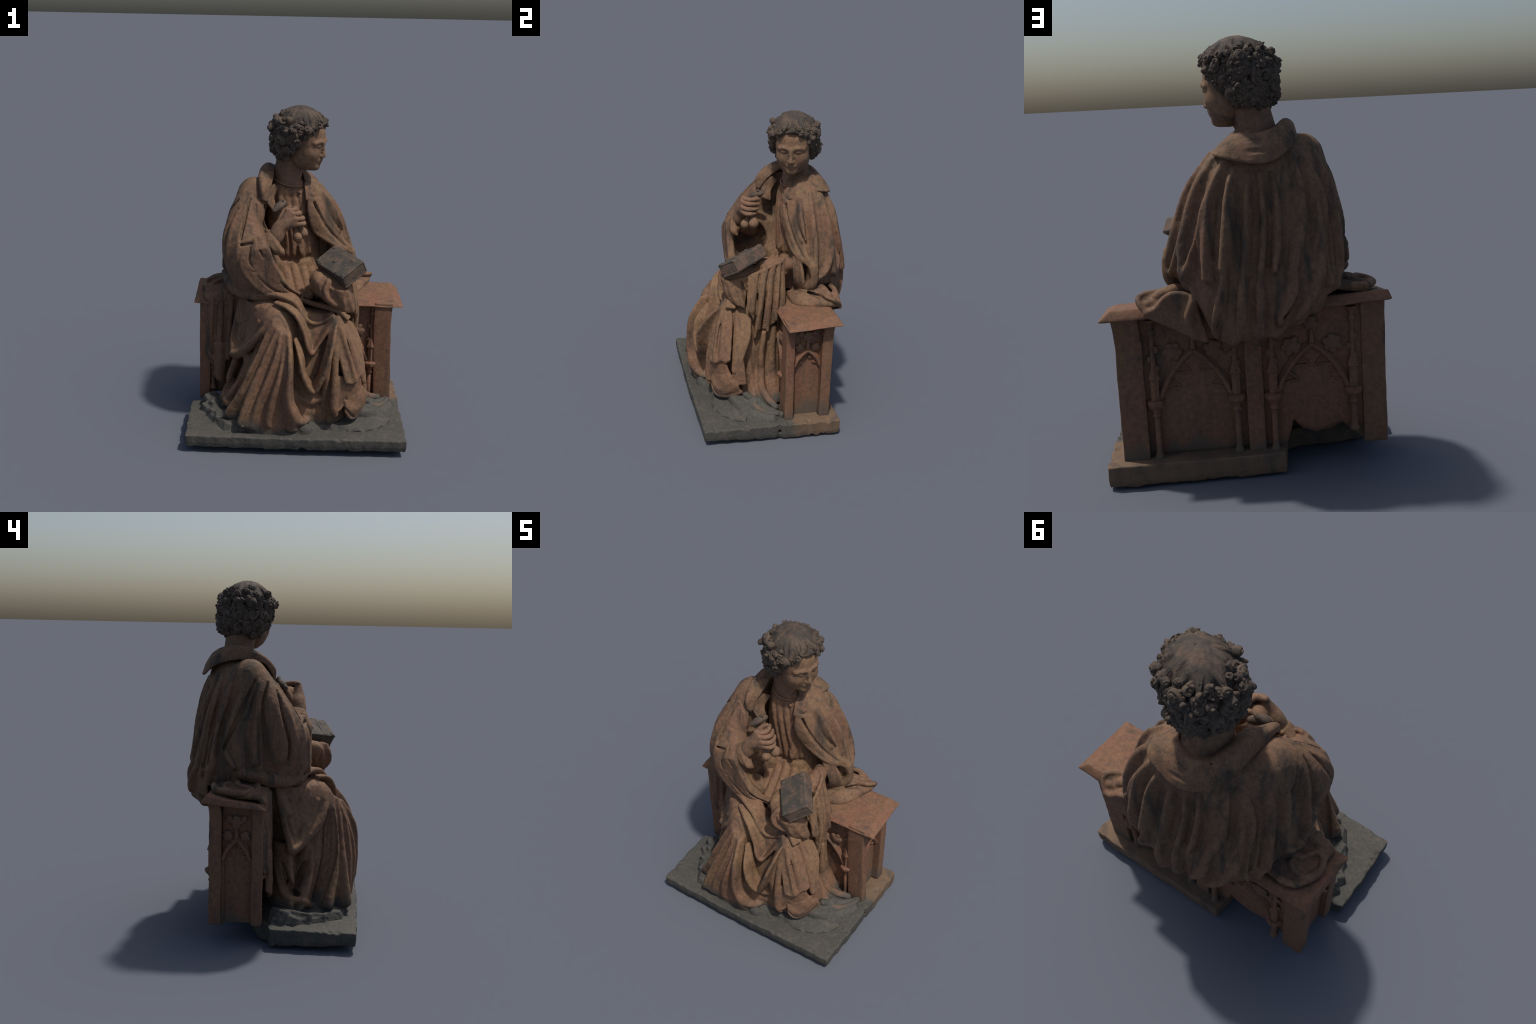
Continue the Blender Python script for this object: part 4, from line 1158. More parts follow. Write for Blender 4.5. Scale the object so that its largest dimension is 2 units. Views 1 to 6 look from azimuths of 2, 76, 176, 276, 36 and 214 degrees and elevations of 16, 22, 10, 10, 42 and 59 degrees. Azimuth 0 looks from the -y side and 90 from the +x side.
groove(cl, [(-0.095, 0.317, 1.437), (-0.108, 0.362, 1.279), (-0.108, 0.403, 1.123), (-0.068, 0.455, 1.003)], (0.005, 0.012, 0.017, 0.015), 0.008, (0.14, 0.20), 0.03)
groove(cl, [(-0.152, 0.268, 1.430), (-0.185, 0.306, 1.269), (-0.196, 0.345, 1.109), (-0.193, 0.377, 0.950)], (0.005, 0.014, 0.019, 0.017), 0.008, (0.14, 0.20), 0.03)
groove(cl, [(0.055, 0.472, 1.012), (0.075, 0.489, 0.911), (0.095, 0.492, 0.793), (0.090, 0.484, 0.734)], (0.011, 0.012, 0.012, 0.012), 0.008, (0.14, 0.20), 0.03)
groove(cl, [(-0.077, 0.455, 0.986), (-0.043, 0.479, 0.901), (0.010, 0.492, 0.823), (0.047, 0.490, 0.782)], (0.012, 0.013, 0.012, 0.010), 0.008, (0.14, 0.20), 0.03)
groove(cl, [(0.283, 0.518, 1.001), (0.292, 0.525, 0.899), (0.311, 0.516, 0.807), (0.325, 0.503, 0.755)], (0.012, 0.013, 0.012, 0.010), 0.008, (0.14, 0.20), 0.03)
groove(cl, [(-0.200, 0.075, 1.451), (-0.235, 0.128, 1.319), (-0.262, 0.178, 1.209), (-0.271, 0.246, 1.059)], (0.006, 0.014, 0.016, 0.012), 0.008, (0.14, 0.20), 0.03)
groove(cl, [(-0.215, 0.065, 1.422), (-0.249, 0.088, 1.285), (-0.279, 0.105, 1.140), (-0.283, 0.094, 0.969)], (0.006, 0.017, 0.025, 0.021), 0.008, (0.14, 0.20), 0.03)
groove(cl, [(-0.184, 0.006, 1.437), (-0.248, 0.023, 1.323), (-0.270, 0.006, 1.164), (-0.251, -0.021, 1.006)], (0.005, 0.012, 0.016, 0.014), 0.008, (0.14, 0.20), 0.03)
groove(cl, [(-0.185, 0.159, 1.470), (-0.220, 0.212, 1.330), (-0.247, 0.262, 1.168), (-0.257, 0.285, 1.018)], (0.005, 0.012, 0.016, 0.014), 0.008, (0.14, 0.20), 0.03)
groove(cl, [(-0.142, 0.240, 1.473), (-0.196, 0.276, 1.311), (-0.219, 0.315, 1.125), (-0.219, 0.344, 0.972)], (0.005, 0.011, 0.014, 0.012), 0.008, (0.14, 0.20), 0.03)
groove(cl, [(-0.183, -0.044, 1.394), (-0.249, -0.089, 1.253), (-0.255, -0.130, 1.122), (-0.233, -0.124, 1.014)], (0.004, 0.009, 0.011, 0.009), 0.008, (0.14, 0.20), 0.03)
groove(cl, [(0.370, 0.228, 1.485), (0.433, 0.207, 1.378), (0.487, 0.222, 1.252), (0.533, 0.224, 1.123)], (0.005, 0.014, 0.017, 0.012), 0.008, (0.14, 0.20), 0.03)
groove(cl, [(0.361, 0.309, 1.487), (0.454, 0.306, 1.333), (0.513, 0.314, 1.176), (0.544, 0.299, 1.066)], (0.005, 0.012, 0.016, 0.012), 0.008, (0.14, 0.20), 0.03)
groove(cl, [(0.351, 0.144, 1.426), (0.405, 0.150, 1.340), (0.469, 0.176, 1.248), (0.520, 0.222, 1.159)], (0.005, 0.010, 0.012, 0.007), 0.008, (0.14, 0.20), 0.03)
groove(cl, [(-0.110, -0.020, 1.450), (-0.141, -0.118, 1.321), (-0.158, -0.176, 1.230)], (0.004, 0.009, 0.007), 0.008, (-0.09, 0.10), 0.03)
# hollow: the front is open between the two edges, the hem rises to the sides
inner = [(z, tuple(max(0.03, r - 0.035) for r in R)) for z, R in CLOAK]
FRONT_L = [(1.60, 0.20), (1.50, 0.235), (1.43, 0.25), (1.355, 0.258), (1.28, 0.275), (1.20, 0.311), (1.13, 0.43), (1.06, 0.54), (0.95, 0.56), (0.5, 0.56)]
FRONT_R = [(1.60, 0.02), (1.54, -0.01), (1.46, -0.02), (1.40, 0.0), (1.30, -0.03), (1.25, -0.015), (1.20, 0.018), (1.118, 0.042), (1.06, 0.072), (1.0, 0.109), (0.93, 0.160), (0.885, 0.212), (0.86, 0.225), (0.5, 0.225)]
lz = np.array(sorted(FRONT_L))
rz = np.array(sorted(FRONT_R))


def opening(X, Y, Z):
    xl = np.interp(Z, lz[:, 0], lz[:, 1])
    xr = np.interp(Z, rz[:, 0], rz[:, 1])
    return np.maximum(np.maximum(X - xl, xr - X), Y - 0.22)


cl.field(opening, 0.01, True)
HEM = np.array([(-0.32, 0.90), (-0.25, 0.88), (-0.20, 0.82), (-0.12, 0.76), (0.0, 0.73), (0.08, 0.68), (0.17, 0.655), (0.25, 0.67), (0.34, 0.66), (0.40, 0.80), (0.46, 0.90), (0.55, 0.93), (0.65, 0.95)])
cl.field(lambda X, Y, Z: (Z - np.interp(X, HEM[:, 0], HEM[:, 1]) - 0.014 * np.sin(X * 62)) * 0.8 + 0 * Y, 0.025, True)       # scalloped hem
cl.field(lambda X, Y, Z: np.maximum(Y - 0.345, Z - 0.842) + 0 * X, 0.004, True)
# dark hollow inside the right sleeve and inside the left sleeve end
cl.ball((0.01, -0.07, 1.09), (0.13, 0.12, 0.12), 0.02, True)
cl.stroke([(0.02, -0.10, 1.14, 0.06), (0.10, -0.10, 1.02, 0.08), (0.17, -0.07, 0.95, 0.06)], 0.02, True)
cl.ball((0.40, 0.12, 0.99), (0.10, 0.11, 0.095), 0.02, True)
# slit where the arm comes through, with its straight edge
cl.stroke([(-0.04, 0.0, 1.42, 0.008), (-0.005, 0.01, 1.37, 0.03), (0.0, 0.0, 1.28, 0.04)], 0.008, True)
cl.stroke([(-0.062, -0.035, 1.42, 0.010), (-0.055, -0.055, 1.36, 0.013), (-0.052, -0.075, 1.28, 0.014)], 0.006)
# turned-back hem bands of the right sleeve, sweeping down to the lap
SLEEVE_EDGE = [(0.000, -0.165, 1.245), (0.022, -0.190, 1.195), (0.042, -0.193, 1.118), (0.072, -0.197, 1.060), (0.109, -0.192, 1.000), (0.160, -0.170, 0.930), (0.212, -0.140, 0.886)]
SLEEVE_GROOVE = [(-0.045, -0.185, 1.250), (-0.038, -0.220, 1.185), (-0.001, -0.248, 1.114), (0.048, -0.252, 1.046), (0.094, -0.244, 0.995), (0.145, -0.212, 0.935), (0.200, -0.165, 0.886)]
cl.patch([SLEEVE_EDGE, [tuple(0.5 * (np.array(p) + np.array(q)) + np.array([-0.002, -0.012, 0.004])) for p, q in zip(SLEEVE_EDGE, SLEEVE_GROOVE)], SLEEVE_GROOVE], 0.011, 0.010)
crest(cl, [(-0.070, -0.205, 1.235), (-0.056, -0.236, 1.165), (-0.010, -0.270, 1.081), (0.037, -0.272, 1.028), (0.095, -0.250, 0.960), (0.160, -0.205, 0.905)], (0.010, 0.018, 0.020, 0.020, 0.018, 0.012), 0.010, (-0.05, 0.0), 0.6, 0.05)
crest(cl, [(-0.125, -0.205, 1.185), (-0.146, -0.243, 1.110), (-0.118, -0.254, 1.050), (-0.075, -0.262, 1.010), (-0.005, -0.262, 0.950), (0.080, -0.235, 0.905)], (0.012, 0.022, 0.024, 0.024, 0.020, 0.014), 0.012, (-0.08, 0.0), 0.7, 0.05)
groove(cl, SLEEVE_GROOVE[1:], (0.004, 0.007, 0.008, 0.008, 0.006, 0.004), 0.006, (-0.04, 0.0), 0.016)
groove(cl, [(-0.095, -0.215, 1.195), (-0.100, -0.240, 1.120), (-0.062, -0.262, 1.055), (-0.015, -0.266, 1.005), (0.05, -0.255, 0.945)], (0.004, 0.009, 0.011, 0.010, 0.006), 0.008, (-0.08, 0.0), 0.022)
groove(cl, [(-0.175, -0.155, 1.195), (-0.135, -0.185, 1.205), (-0.090, -0.190, 1.215)], (0.003, 0.006, 0.004), 0.008, (-0.12, 0.0), 0.008)       # crease at the elbow
# left edge: turned-back band falling to the sleeve end
cl.patch([[(0.250, 0.110, 1.44), (0.254, 0.088, 1.355), (0.272, 0.100, 1.27), (0.311, 0.124, 1.205), (0.43, 0.137, 1.13), (0.54, 0.225, 1.06)],
          [(0.285, 0.125, 1.43), (0.315, 0.115, 1.34), (0.345, 0.130, 1.26), (0.395, 0.150, 1.19), (0.48, 0.175, 1.115), (0.55, 0.235, 1.06)],
          [(0.320, 0.160, 1.42), (0.365, 0.160, 1.33), (0.405, 0.175, 1.25), (0.455, 0.195, 1.18), (0.52, 0.215, 1.11), (0.555, 0.245, 1.07)]], 0.011, 0.012)
groove(cl, [(0.285, 0.118, 1.41), (0.325, 0.115, 1.33), (0.365, 0.128, 1.26), (0.42, 0.15, 1.19), (0.50, 0.185, 1.115)], (0.003, 0.006, 0.008, 0.006, 0.003), 0.010, (0.30, 0.35), 0.006)
# loop of the left sleeve end
cl.patch([[(0.405, 0.15, 1.13), (0.45, 0.14, 1.05), (0.475, 0.14, 0.98), (0.46, 0.15, 0.925), (0.41, 0.16, 0.905)],
          [(0.44, 0.16, 1.12), (0.50, 0.175, 1.05), (0.525, 0.185, 0.97), (0.50, 0.19, 0.905), (0.43, 0.19, 0.885)]], 0.012, 0.012)
cl.stroke([(0.545, 0.235, 1.06, 0.018), (0.555, 0.25, 0.99, 0.026), (0.53, 0.235, 0.92, 0.030), (0.46, 0.20, 0.89, 0.025)], 0.02)
cloak = fired('cloak', cl, M_cloak, statue)

# collar: wide turned-over band standing round the neck
co = Clay((-0.16, -0.06, 1.40), (0.38, 0.49, 1.68), 0.0055)
INNER = [(0.238, 0.100, 1.43), (0.228, 0.140, 1.505), (0.232, 0.235, 1.565), (0.205, 0.315, 1.580), (0.14, 0.330, 1.565), (0.06, 0.300, 1.565),
         (0.028, 0.24, 1.595), (0.024, 0.165, 1.595), (0.020, 0.095, 1.560), (0.004, 0.038, 1.50), (-0.008, -0.002, 1.44)]
PEAK = [(0.246, 0.110, 1.437), (0.248, 0.165, 1.525), (0.240, 0.255, 1.572), (0.212, 0.338, 1.580), (0.13, 0.362, 1.572), (0.042, 0.335, 1.60),
        (-0.005, 0.26, 1.630), (-0.020, 0.165, 1.630), (-0.026, 0.085, 1.595), (-0.018, 0.014, 1.528), (-0.02, -0.012, 1.45)]
MID = [(0.252, 0.112, 1.435), (0.272, 0.178, 1.500), (0.270, 0.275, 1.535), (0.262, 0.365, 1.540), (0.150, 0.402, 1.515), (0.052, 0.380, 1.53),
       (-0.028, 0.295, 1.585), (-0.046, 0.175, 1.605), (-0.050, 0.065, 1.580), (-0.036, -0.010, 1.51), (-0.03, -0.013, 1.45)]
OUTER = [(0.262, 0.118, 1.43), (0.298, 0.190, 1.468), (0.302, 0.288, 1.500), (0.300, 0.388, 1.495), (0.165, 0.425, 1.462), (0.058, 0.402, 1.468),
         (-0.035, 0.32, 1.528), (-0.058, 0.19, 1.560), (-0.058, 0.050, 1.545), (-0.046, -0.004, 1.480), (-0.036, -0.012, 1.45)]
co.patch([INNER, [(x, y, z - 0.008) for x, y, z in PEAK], MID, OUTER], 0.0088, 0.006)
co.stroke([(0.32, 0.40, 1.545, 0.006), (0.22, 0.43, 1.515, 0.012), (0.10, 0.415, 1.505, 0.008)], 0.01, True)
co.stroke([(0.03, 0.33, 1.60, 0.004), (0.0, 0.34, 1.545, 0.008), (0.02, 0.36, 1.49, 0.006)], 0.006, True)
collar = fired('collar', co, M_cloak, cloak)

# inner flap of the right edge lying on the breast
fl = Clay((-0.08, -0.05, 1.30), (0.12, 0.16, 1.56), 0.0055)
fl.patch([[(0.03, 0.075, 1.52), (-0.005, 0.03, 1.46), (0.0, 0.015, 1.42), (0.028, 0.012, 1.385)],
          [(0.05, 0.10, 1.50), (0.03, 0.075, 1.45), (0.035, 0.06, 1.41), (0.045, 0.06, 1.37)]], 0.010, 0.006)
fired('cloak_flap', fl, M_cloak, cloak)

# buttons and neck band of the tunic
for p, r in (((0.192, 0.128, 1.468), 0.011), ((0.190, 0.140, 1.497), 0.009)):
    bt = Clay(np.array(p) - 0.02, np.array(p) + 0.02, 0.002)
    bt.ball(p, r, 0)
    fired('button', bt, M_robe, tunic, 0.0004, 0.0002)
ring = []
for t in np.linspace(0, 2 * math.pi, 29):
    a = t
    ring.append((0.130 + 0.104 * math.cos(a), 0.220 + 0.106 * math.sin(a), 1.535 - 0.028 * math.cos(a + 0.95) - 0.002, 0.007))
V, F = tube(spline(ring, 2), 8)
put('neck_band', new_mesh('neck_band', V, F), M_robe, tunic)
# ----------------------------------------------------------------------------
# loose ends of the cloak on the bench
# ----------------------------------------------------------------------------
dr = Clay((0.32, 0.10, 0.64), (0.75, 0.50, 0.98), 0.0055)
# bunched over the seat on the sitter's left ...
dr.patch([[(0.42, 0.13, 0.825), (0.52, 0.14, 0.815), (0.58, 0.19, 0.820), (0.62, 0.27, 0.832)],
          [(0.41, 0.21, 0.858), (0.52, 0.22, 0.862), (0.59, 0.27, 0.852), (0.655, 0.33, 0.848)],
          [(0.40, 0.30, 0.862), (0.49, 0.32, 0.860), (0.57, 0.335, 0.855), (0.655, 0.365, 0.848)]], 0.026, 0.02)
crest(dr, [(0.43, 0.165, 0.868), (0.51, 0.185, 0.882), (0.570, 0.235, 0.882), (0.615, 0.31, 0.878)], (0.022, 0.028, 0.026, 0.018), 0.012, (0.40, 0.35), 0.8, 0.03)
crest(dr, [(0.44, 0.25, 0.892), (0.52, 0.27, 0.902), (0.575, 0.30, 0.900), (0.62, 0.335, 0.885)], (0.014, 0.018, 0.018, 0.012), 0.012, (0.40, 0.40), 0.8, 0.03)
groove(dr, [(0.44, 0.205, 0.880), (0.52, 0.225, 0.885), (0.59, 0.275, 0.878)], (0.006, 0.010, 0.006), 0.008, (0.50, 0.30), 0.01)
# ... ending in an open cup whose rim curls over the back edge
dr.patch([[(0.650, 0.405, 0.825), (0.602, 0.405, 0.845), (0.562, 0.400, 0.888), (0.514, 0.392, 0.898), (0.450, 0.390, 0.880)],
          [(0.655, 0.405, 0.818), (0.600, 0.408, 0.792), (0.545, 0.408, 0.765), (0.475, 0.412, 0.724), (0.395, 0.415, 0.690)]], 0.012, 0.008)
dr.patch([[(0.645, 0.400, 0.825), (0.600, 0.395, 0.842), (0.560, 0.390, 0.885)],
          [(0.672, 0.375, 0.850), (0.625, 0.355, 0.850), (0.570, 0.350, 0.872)],
          [(0.682, 0.350, 0.882), (0.640, 0.315, 0.888), (0.565, 0.300, 0.890)]], 0.012, 0.008)
dr.stroke([(0.645, 0.405, 0.825, 0.012), (0.602, 0.403, 0.846, 0.014), (0.562, 0.395, 0.888, 0.015), (0.514, 0.388, 0.898, 0.016), (0.450, 0.388, 0.882, 0.016)], 0.008)
dr.stroke([(0.645, 0.405, 0.825, 0.012), (0.676, 0.385, 0.855, 0.013), (0.685, 0.355, 0.882, 0.014), (0.660, 0.320, 0.892, 0.014), (0.615, 0.300, 0.894, 0.014), (0.545, 0.290, 0.892, 0.014)], 0.008)
crest(dr, [(0.435, 0.420, 0.880), (0.468, 0.430, 0.827), (0.477, 0.434, 0.785), (0.465, 0.434, 0.747), (0.440, 0.432, 0.715)], (0.014, 0.022, 0.024, 0.020, 0.014), 0.012, (0.44, 0.30), 0.6, 0.03)
dr.stroke([(0.405, 0.425, 0.87, 0.016), (0.415, 0.440, 0.80, 0.020), (0.400, 0.440, 0.735, 0.014)], 0.008, True)
fired('cloak_end_on_seat', dr, M_cloak, cloak)

# on the sitter's right: bunched on the seat ...
dl = Clay((-0.47, -0.12, 0.18), (-0.06, 0.34, 0.96), 0.006)
dl.patch([[(-0.350, 0.26, 0.842), (-0.29, 0.275, 0.85), (-0.20, 0.28, 0.87)],
          [(-0.375, 0.14, 0.830), (-0.30, 0.16, 0.850), (-0.20, 0.16, 0.875)],
          [(-0.375, 0.03, 0.825), (-0.29, 0.035, 0.84), (-0.18, 0.035, 0.855)],
          [(-0.370, 0.005, 0.80), (-0.28, -0.002, 0.81), (-0.16, -0.012, 0.815)]], 0.018, 0.012)
for rows, r in [([(-0.225, 0.275, 0.875), (-0.288, 0.288, 0.866), (-0.345, 0.268, 0.858), (-0.380, 0.215, 0.852), (-0.398, 0.153, 0.848), (-0.385, 0.100, 0.852), (-0.345, 0.072, 0.860), (-0.325, 0.100, 0.868), (-0.305, 0.140, 0.872)], 0.017),
                ([(-0.270, 0.195, 0.880), (-0.295, 0.218, 0.876), (-0.338, 0.224, 0.866), (-0.375, 0.200, 0.860), (-0.390, 0.155, 0.856)], 0.015),
                ([(-0.19, 0.175, 0.895), (-0.25, 0.162, 0.886), (-0.305, 0.150, 0.876)], 0.018),
                ([(-0.20, 0.06, 0.875), (-0.27, 0.045, 0.862), (-0.335, 0.045, 0.846), (-0.365, 0.020, 0.828)], 0.020),
                ([(-0.19, 0.0, 0.850), (-0.26, 0.005, 0.838), (-0.32, 0.005, 0.826)], 0.020)]:
    dl.stroke([(*p, r * (0.7 if i in (0, len(rows) - 1) else 1.0)) for i, p in enumerate(rows)], 0.008)
dl.stroke([(-0.285, 0.185, 0.890, 0.008), (-0.33, 0.185, 0.880, 0.013), (-0.355, 0.150, 0.875, 0.010)], 0.008, True)
dl.stroke([(-0.24, 0.12, 0.895, 0.010), (-0.29, 0.105, 0.882, 0.014), (-0.325, 0.070, 0.874, 0.008)], 0.008, True)
dl.stroke([(-0.25, 0.25, 0.892, 0.008), (-0.30, 0.255, 0.882, 0.011), (-0.35, 0.235, 0.873, 0.008)], 0.008, True)
# ... and hanging down before the front post in pleats
xs = [-0.385, -0.355, -0.325, -0.295, -0.265, -0.235, -0.205, -0.17, -0.13]
pl = [0.0, -0.035, -0.012, -0.045, -0.012, -0.050, -0.015, -0.055, -0.03]
hem = [0.435, 0.40, 0.44, 0.47, 0.455, 0.40, 0.40, 0.38, 0.42]
rows = []
for t in (0.0, 0.3, 0.6, 0.85, 1.0):
    rows.append([(x * (1 - 0.06 * (1 - t)) - 0.012 * (1 - t), 0.012 + p * 0.7 * (0.5 + 0.5 * t), 0.815 + (h - 0.815) * t) for x, p, h in zip(xs, pl, hem)])
dl.patch(rows, 0.011, 0.008, 4)
dl.stroke([(-0.335, -0.008, 0.82, 0.012), (-0.345, -0.012, 0.62, 0.015), (-0.355, -0.012, 0.44, 0.013)], 0.014)
dl.stroke([(-0.28, -0.012, 0.83, 0.014), (-0.285, -0.018, 0.64, 0.017), (-0.292, -0.020, 0.48, 0.014)], 0.014)
dl.stroke([(-0.215, -0.015, 0.82, 0.015), (-0.225, -0.022, 0.62, 0.018), (-0.23, -0.024, 0.42, 0.014)], 0.014)
dl.patch([[(-0.315, -0.02, 0.50), (-0.285, -0.035, 0.50), (-0.255, -0.02, 0.50)],
          [(-0.315, -0.022, 0.38), (-0.288, -0.040, 0.38), (-0.258, -0.025, 0.38)],
          [(-0.315, -0.022, 0.285), (-0.290, -0.042, 0.262), (-0.265, -0.028, 0.24)]], 0.012, 0.006)
dl.stroke([(-0.36, -0.02, 0.445, 0.014), (-0.335, -0.03, 0.40, 0.012), (-0.325, -0.015, 0.37, 0.008)], 0.01)
fired('cloak_end_hanging', dl, M_cloak, cloak)
# ----------------------------------------------------------------------------
# head, neck, hair
# ----------------------------------------------------------------------------
HF = np.array([0.905, -0.36, -0.16])
HF /= np.linalg.norm(HF)
HU = np.array([0.17, -0.10, 0.98])
HU -= HF * (HU @ HF)
HU /= np.linalg.norm(HU)
HS = np.cross(HU, HF)                       # sitter's left
HO = np.array([0.207, 0.168, 1.786])
HSC = 0.965                                 # overall size
HR = np.stack([HF, HS, HU], 1)              # local axes as columns


def hp(f, s, u):
    return HO + HR @ np.array([f, s, u]) * HSC


def hs(rows):
    """stroke in head coordinates: rows (forward, side, up, radius)"""
    return [(*hp(*q[:3]), q[3]) for q in rows]


hd = Clay(HO - 0.22, HO + 0.22, 0.0032)
B = lambda p, r, k=0.02, cut=False: hd.ball(hp(*p), np.array(r) * HSC, k, cut, HR)
B((-0.03, 0, 0.055), (0.150, 0.125, 0.135), 0)            # skull
B((0.045, 0, -0.02), (0.090, 0.104, 0.150), 0.05)         # face mass
B((0.055, 0, -0.115), (0.062, 0.062, 0.055), 0.045)       # chin and jaw
B((0.024, 0.045, -0.088), (0.082, 0.058, 0.062), 0.04)
B((0.024, -0.045, -0.088), (0.082, 0.058, 0.062), 0.04)
for s in (-1, 1):
    B((0.082, 0.054 * s, -0.050), (0.044, 0.043, 0.044), 0.03)            # cheek
    B((0.144, 0.045 * s, 0.006), (0.024, 0.029, 0.015), 0.020, True)      # eye hollow
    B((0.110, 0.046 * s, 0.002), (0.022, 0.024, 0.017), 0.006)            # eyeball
    hd.stroke(hs([(0.118, 0.020 * s, 0.000, 0.004), (0.131, 0.044 * s, 0.003, 0.006), (0.112, 0.072 * s, -0.002, 0.004)]), 0.006)   # upper lid
    hd.stroke(hs([(0.117, 0.022 * s, -0.010, 0.003), (0.127, 0.045 * s, -0.014, 0.004), (0.110, 0.068 * s, -0.008, 0.003)]), 0.006)  # lower lid
    hd.stroke(hs([(0.131, 0.016 * s, 0.020, 0.008), (0.133, 0.045 * s, 0.031, 0.008), (0.108, 0.082 * s, 0.018, 0.007)]), 0.022)    # brow
    B((0.138, 0.014 * s, -0.066), (0.013, 0.010, 0.009), 0.008)           # wing of the nose
hd.stroke(hs([(0.128, 0, 0.020, 0.010), (0.140, 0, -0.015, 0.010), (0.150, 0, -0.045, 0.012), (0.153, 0, -0.060, 0.013)]), 0.018)        # nose
B((0.125, 0, -0.096), (0.022, 0.030, 0.020), 0.018)                       # muzzle
hd.stroke(hs([(0.122, -0.028, -0.096, 0.003), (0.141, -0.010, -0.089, 0.006), (0.144, 0, -0.091, 0.006), (0.141, 0.010, -0.089, 0.006), (0.122, 0.028, -0.096, 0.003)]), 0.006)
hd.stroke(hs([(0.122, -0.022, -0.106, 0.003), (0.136, 0, -0.110, 0.008), (0.122, 0.022, -0.106, 0.003)]), 0.006)
hd.stroke(hs([(0.114, -0.038, -0.090, 0.003), (0.132, -0.02, -0.097, 0.0025), (0.146, 0, -0.0995, 0.0025), (0.132, 0.02, -0.097, 0.0025), (0.114, 0.038, -0.090, 0.003)]), 0.004, True)              # mouth line
hd.stroke(hs([(0.128, -0.018, -0.124, 0.004), (0.132, 0, -0.123, 0.006), (0.128, 0.018, -0.124, 0.004)]), 0.012, True)                # under lip
B((0.108, 0, -0.142), (0.030, 0.032, 0.026), 0.025)                        # chin
head = fired('head', hd, M_skin, statue, 0.0012, 0.0003)

nk = Clay((-0.02, 0.06, 1.44), (0.30, 0.34, 1.78), 0.005)
nk.stroke([(0.125, 0.225, 1.46, 0.105), (0.115, 0.218, 1.55, 0.090), (0.122, 0.212, 1.62, 0.086), (0.150, 0.20, 1.72, 0.088)], 0.01)
nk.stroke([(0.225, 0.165, 1.67, 0.02), (0.19, 0.150, 1.58, 0.016), (0.165, 0.140, 1.51, 0.014)], 0.03)
neck = fired('neck', nk, M_skin, statue, 0.001, 0.0003)

# hair cap with combed waves running down from the crown
hr = Clay(HO - 0.25, HO + 0.25, 0.0042)
CAP_C, CAP_R = hp(-0.030, 0, 0.045), np.array([0.162, 0.140, 0.166])
hr.ball(hp(-0.070, 0, 0.042), (0.118, 0.136, 0.157), 0, False, HR)
hr.ball(hp(0.024, 0, 0.050), (0.122, 0.128, 0.158), 0.05, False, HR)
hr.ball(hp(-0.060, 0, -0.045), (0.118, 0.138, 0.100), 0.04, False, HR)


def on_cap(az, pol, lift=0.0):
    """point on the hair cap; az 0 = forward, pol from the crown"""
    d = np.array([math.sin(pol) * math.cos(az), math.sin(pol) * math.sin(az), math.cos(pol)])
    return CAP_C + HR @ (d * (CAP_R + lift))


rs = np.random.RandomState(11)
LOCKS = 26
for i in range(LOCKS):
    az = i * 2 * math.pi / LOCKS + 0.06 * rs.randn()
    ph, amp = rs.rand() * 6.28, 0.09 + 0.10 * rs.rand()
    end = 1.18 + 0.22 * rs.rand()
    if abs((az + math.pi) % (2 * math.pi) - math.pi) < 0.62:
        end = 0.96 + 0.08 * rs.rand()
    rows, cuts = [], []
    for t in np.linspace(0, 1, 8):
        pol = 0.10 + (end - 0.10) * t
        a = az + amp * t * math.sin(ph + 6.5 * t)
        rows.append((*on_cap(a, pol, -0.004 + 0.010 * t * t), 0.006 + 0.014 * t * (1.15 - 0.35 * t)))
        if t > 0.1:
            cuts.append((*on_cap(a + math.pi / LOCKS * (1 + 0.15 * math.sin(3 * t + ph)), pol, 0.010 + 0.004 * t), 0.004 + 0.009 * t))
    hr.stroke(rows, 0.007, False, 3)
    hr.stroke(cuts, 0.005, True, 3)
    for w in (-0.35, 0.3):                                   # fine combing lines along the lock
        hr.stroke([(*on_cap(az + w * 2 * math.pi / LOCKS * 0.5 + amp * t * math.sin(ph + 6.5 * t), 0.10 + (end - 0.10) * t, 0.015 * t + 0.002), 0.0032) for t in np.linspace(0.25, 0.95, 6)], 0.002, True, 3)
# leave the face free: the hairline runs from the brow past the temple to the nape
HAIRLINE = np.array([(-0.14, -0.060), (-0.10, -0.035), (-0.03, -0.008), (0.045, 0.050), (0.10, 0.092), (0.128, 0.118), (0.150, 0.160)])     # (up, forward)


def before_hairline(X, Y, Z):
    dx, dy, dz = (X - HO[0]) / HSC, (Y - HO[1]) / HSC, (Z - HO[2]) / HSC
    f = dx * HF[0] + dy * HF[1] + dz * HF[2]
    u = dx * HU[0] + dy * HU[1] + dz * HU[2]
    return (np.interp(u, HAIRLINE[:, 0], HAIRLINE[:, 1]) - f) * 0.7


hr.field(before_hairline, 0.012, True)
hr.stroke([(0.125, 0.215, 1.45, 0.10), (0.122, 0.212, 1.63, 0.10)], 0.01, True)
hair = fired('hair', hr, M_hair, statue, 0.001, 0.0004)


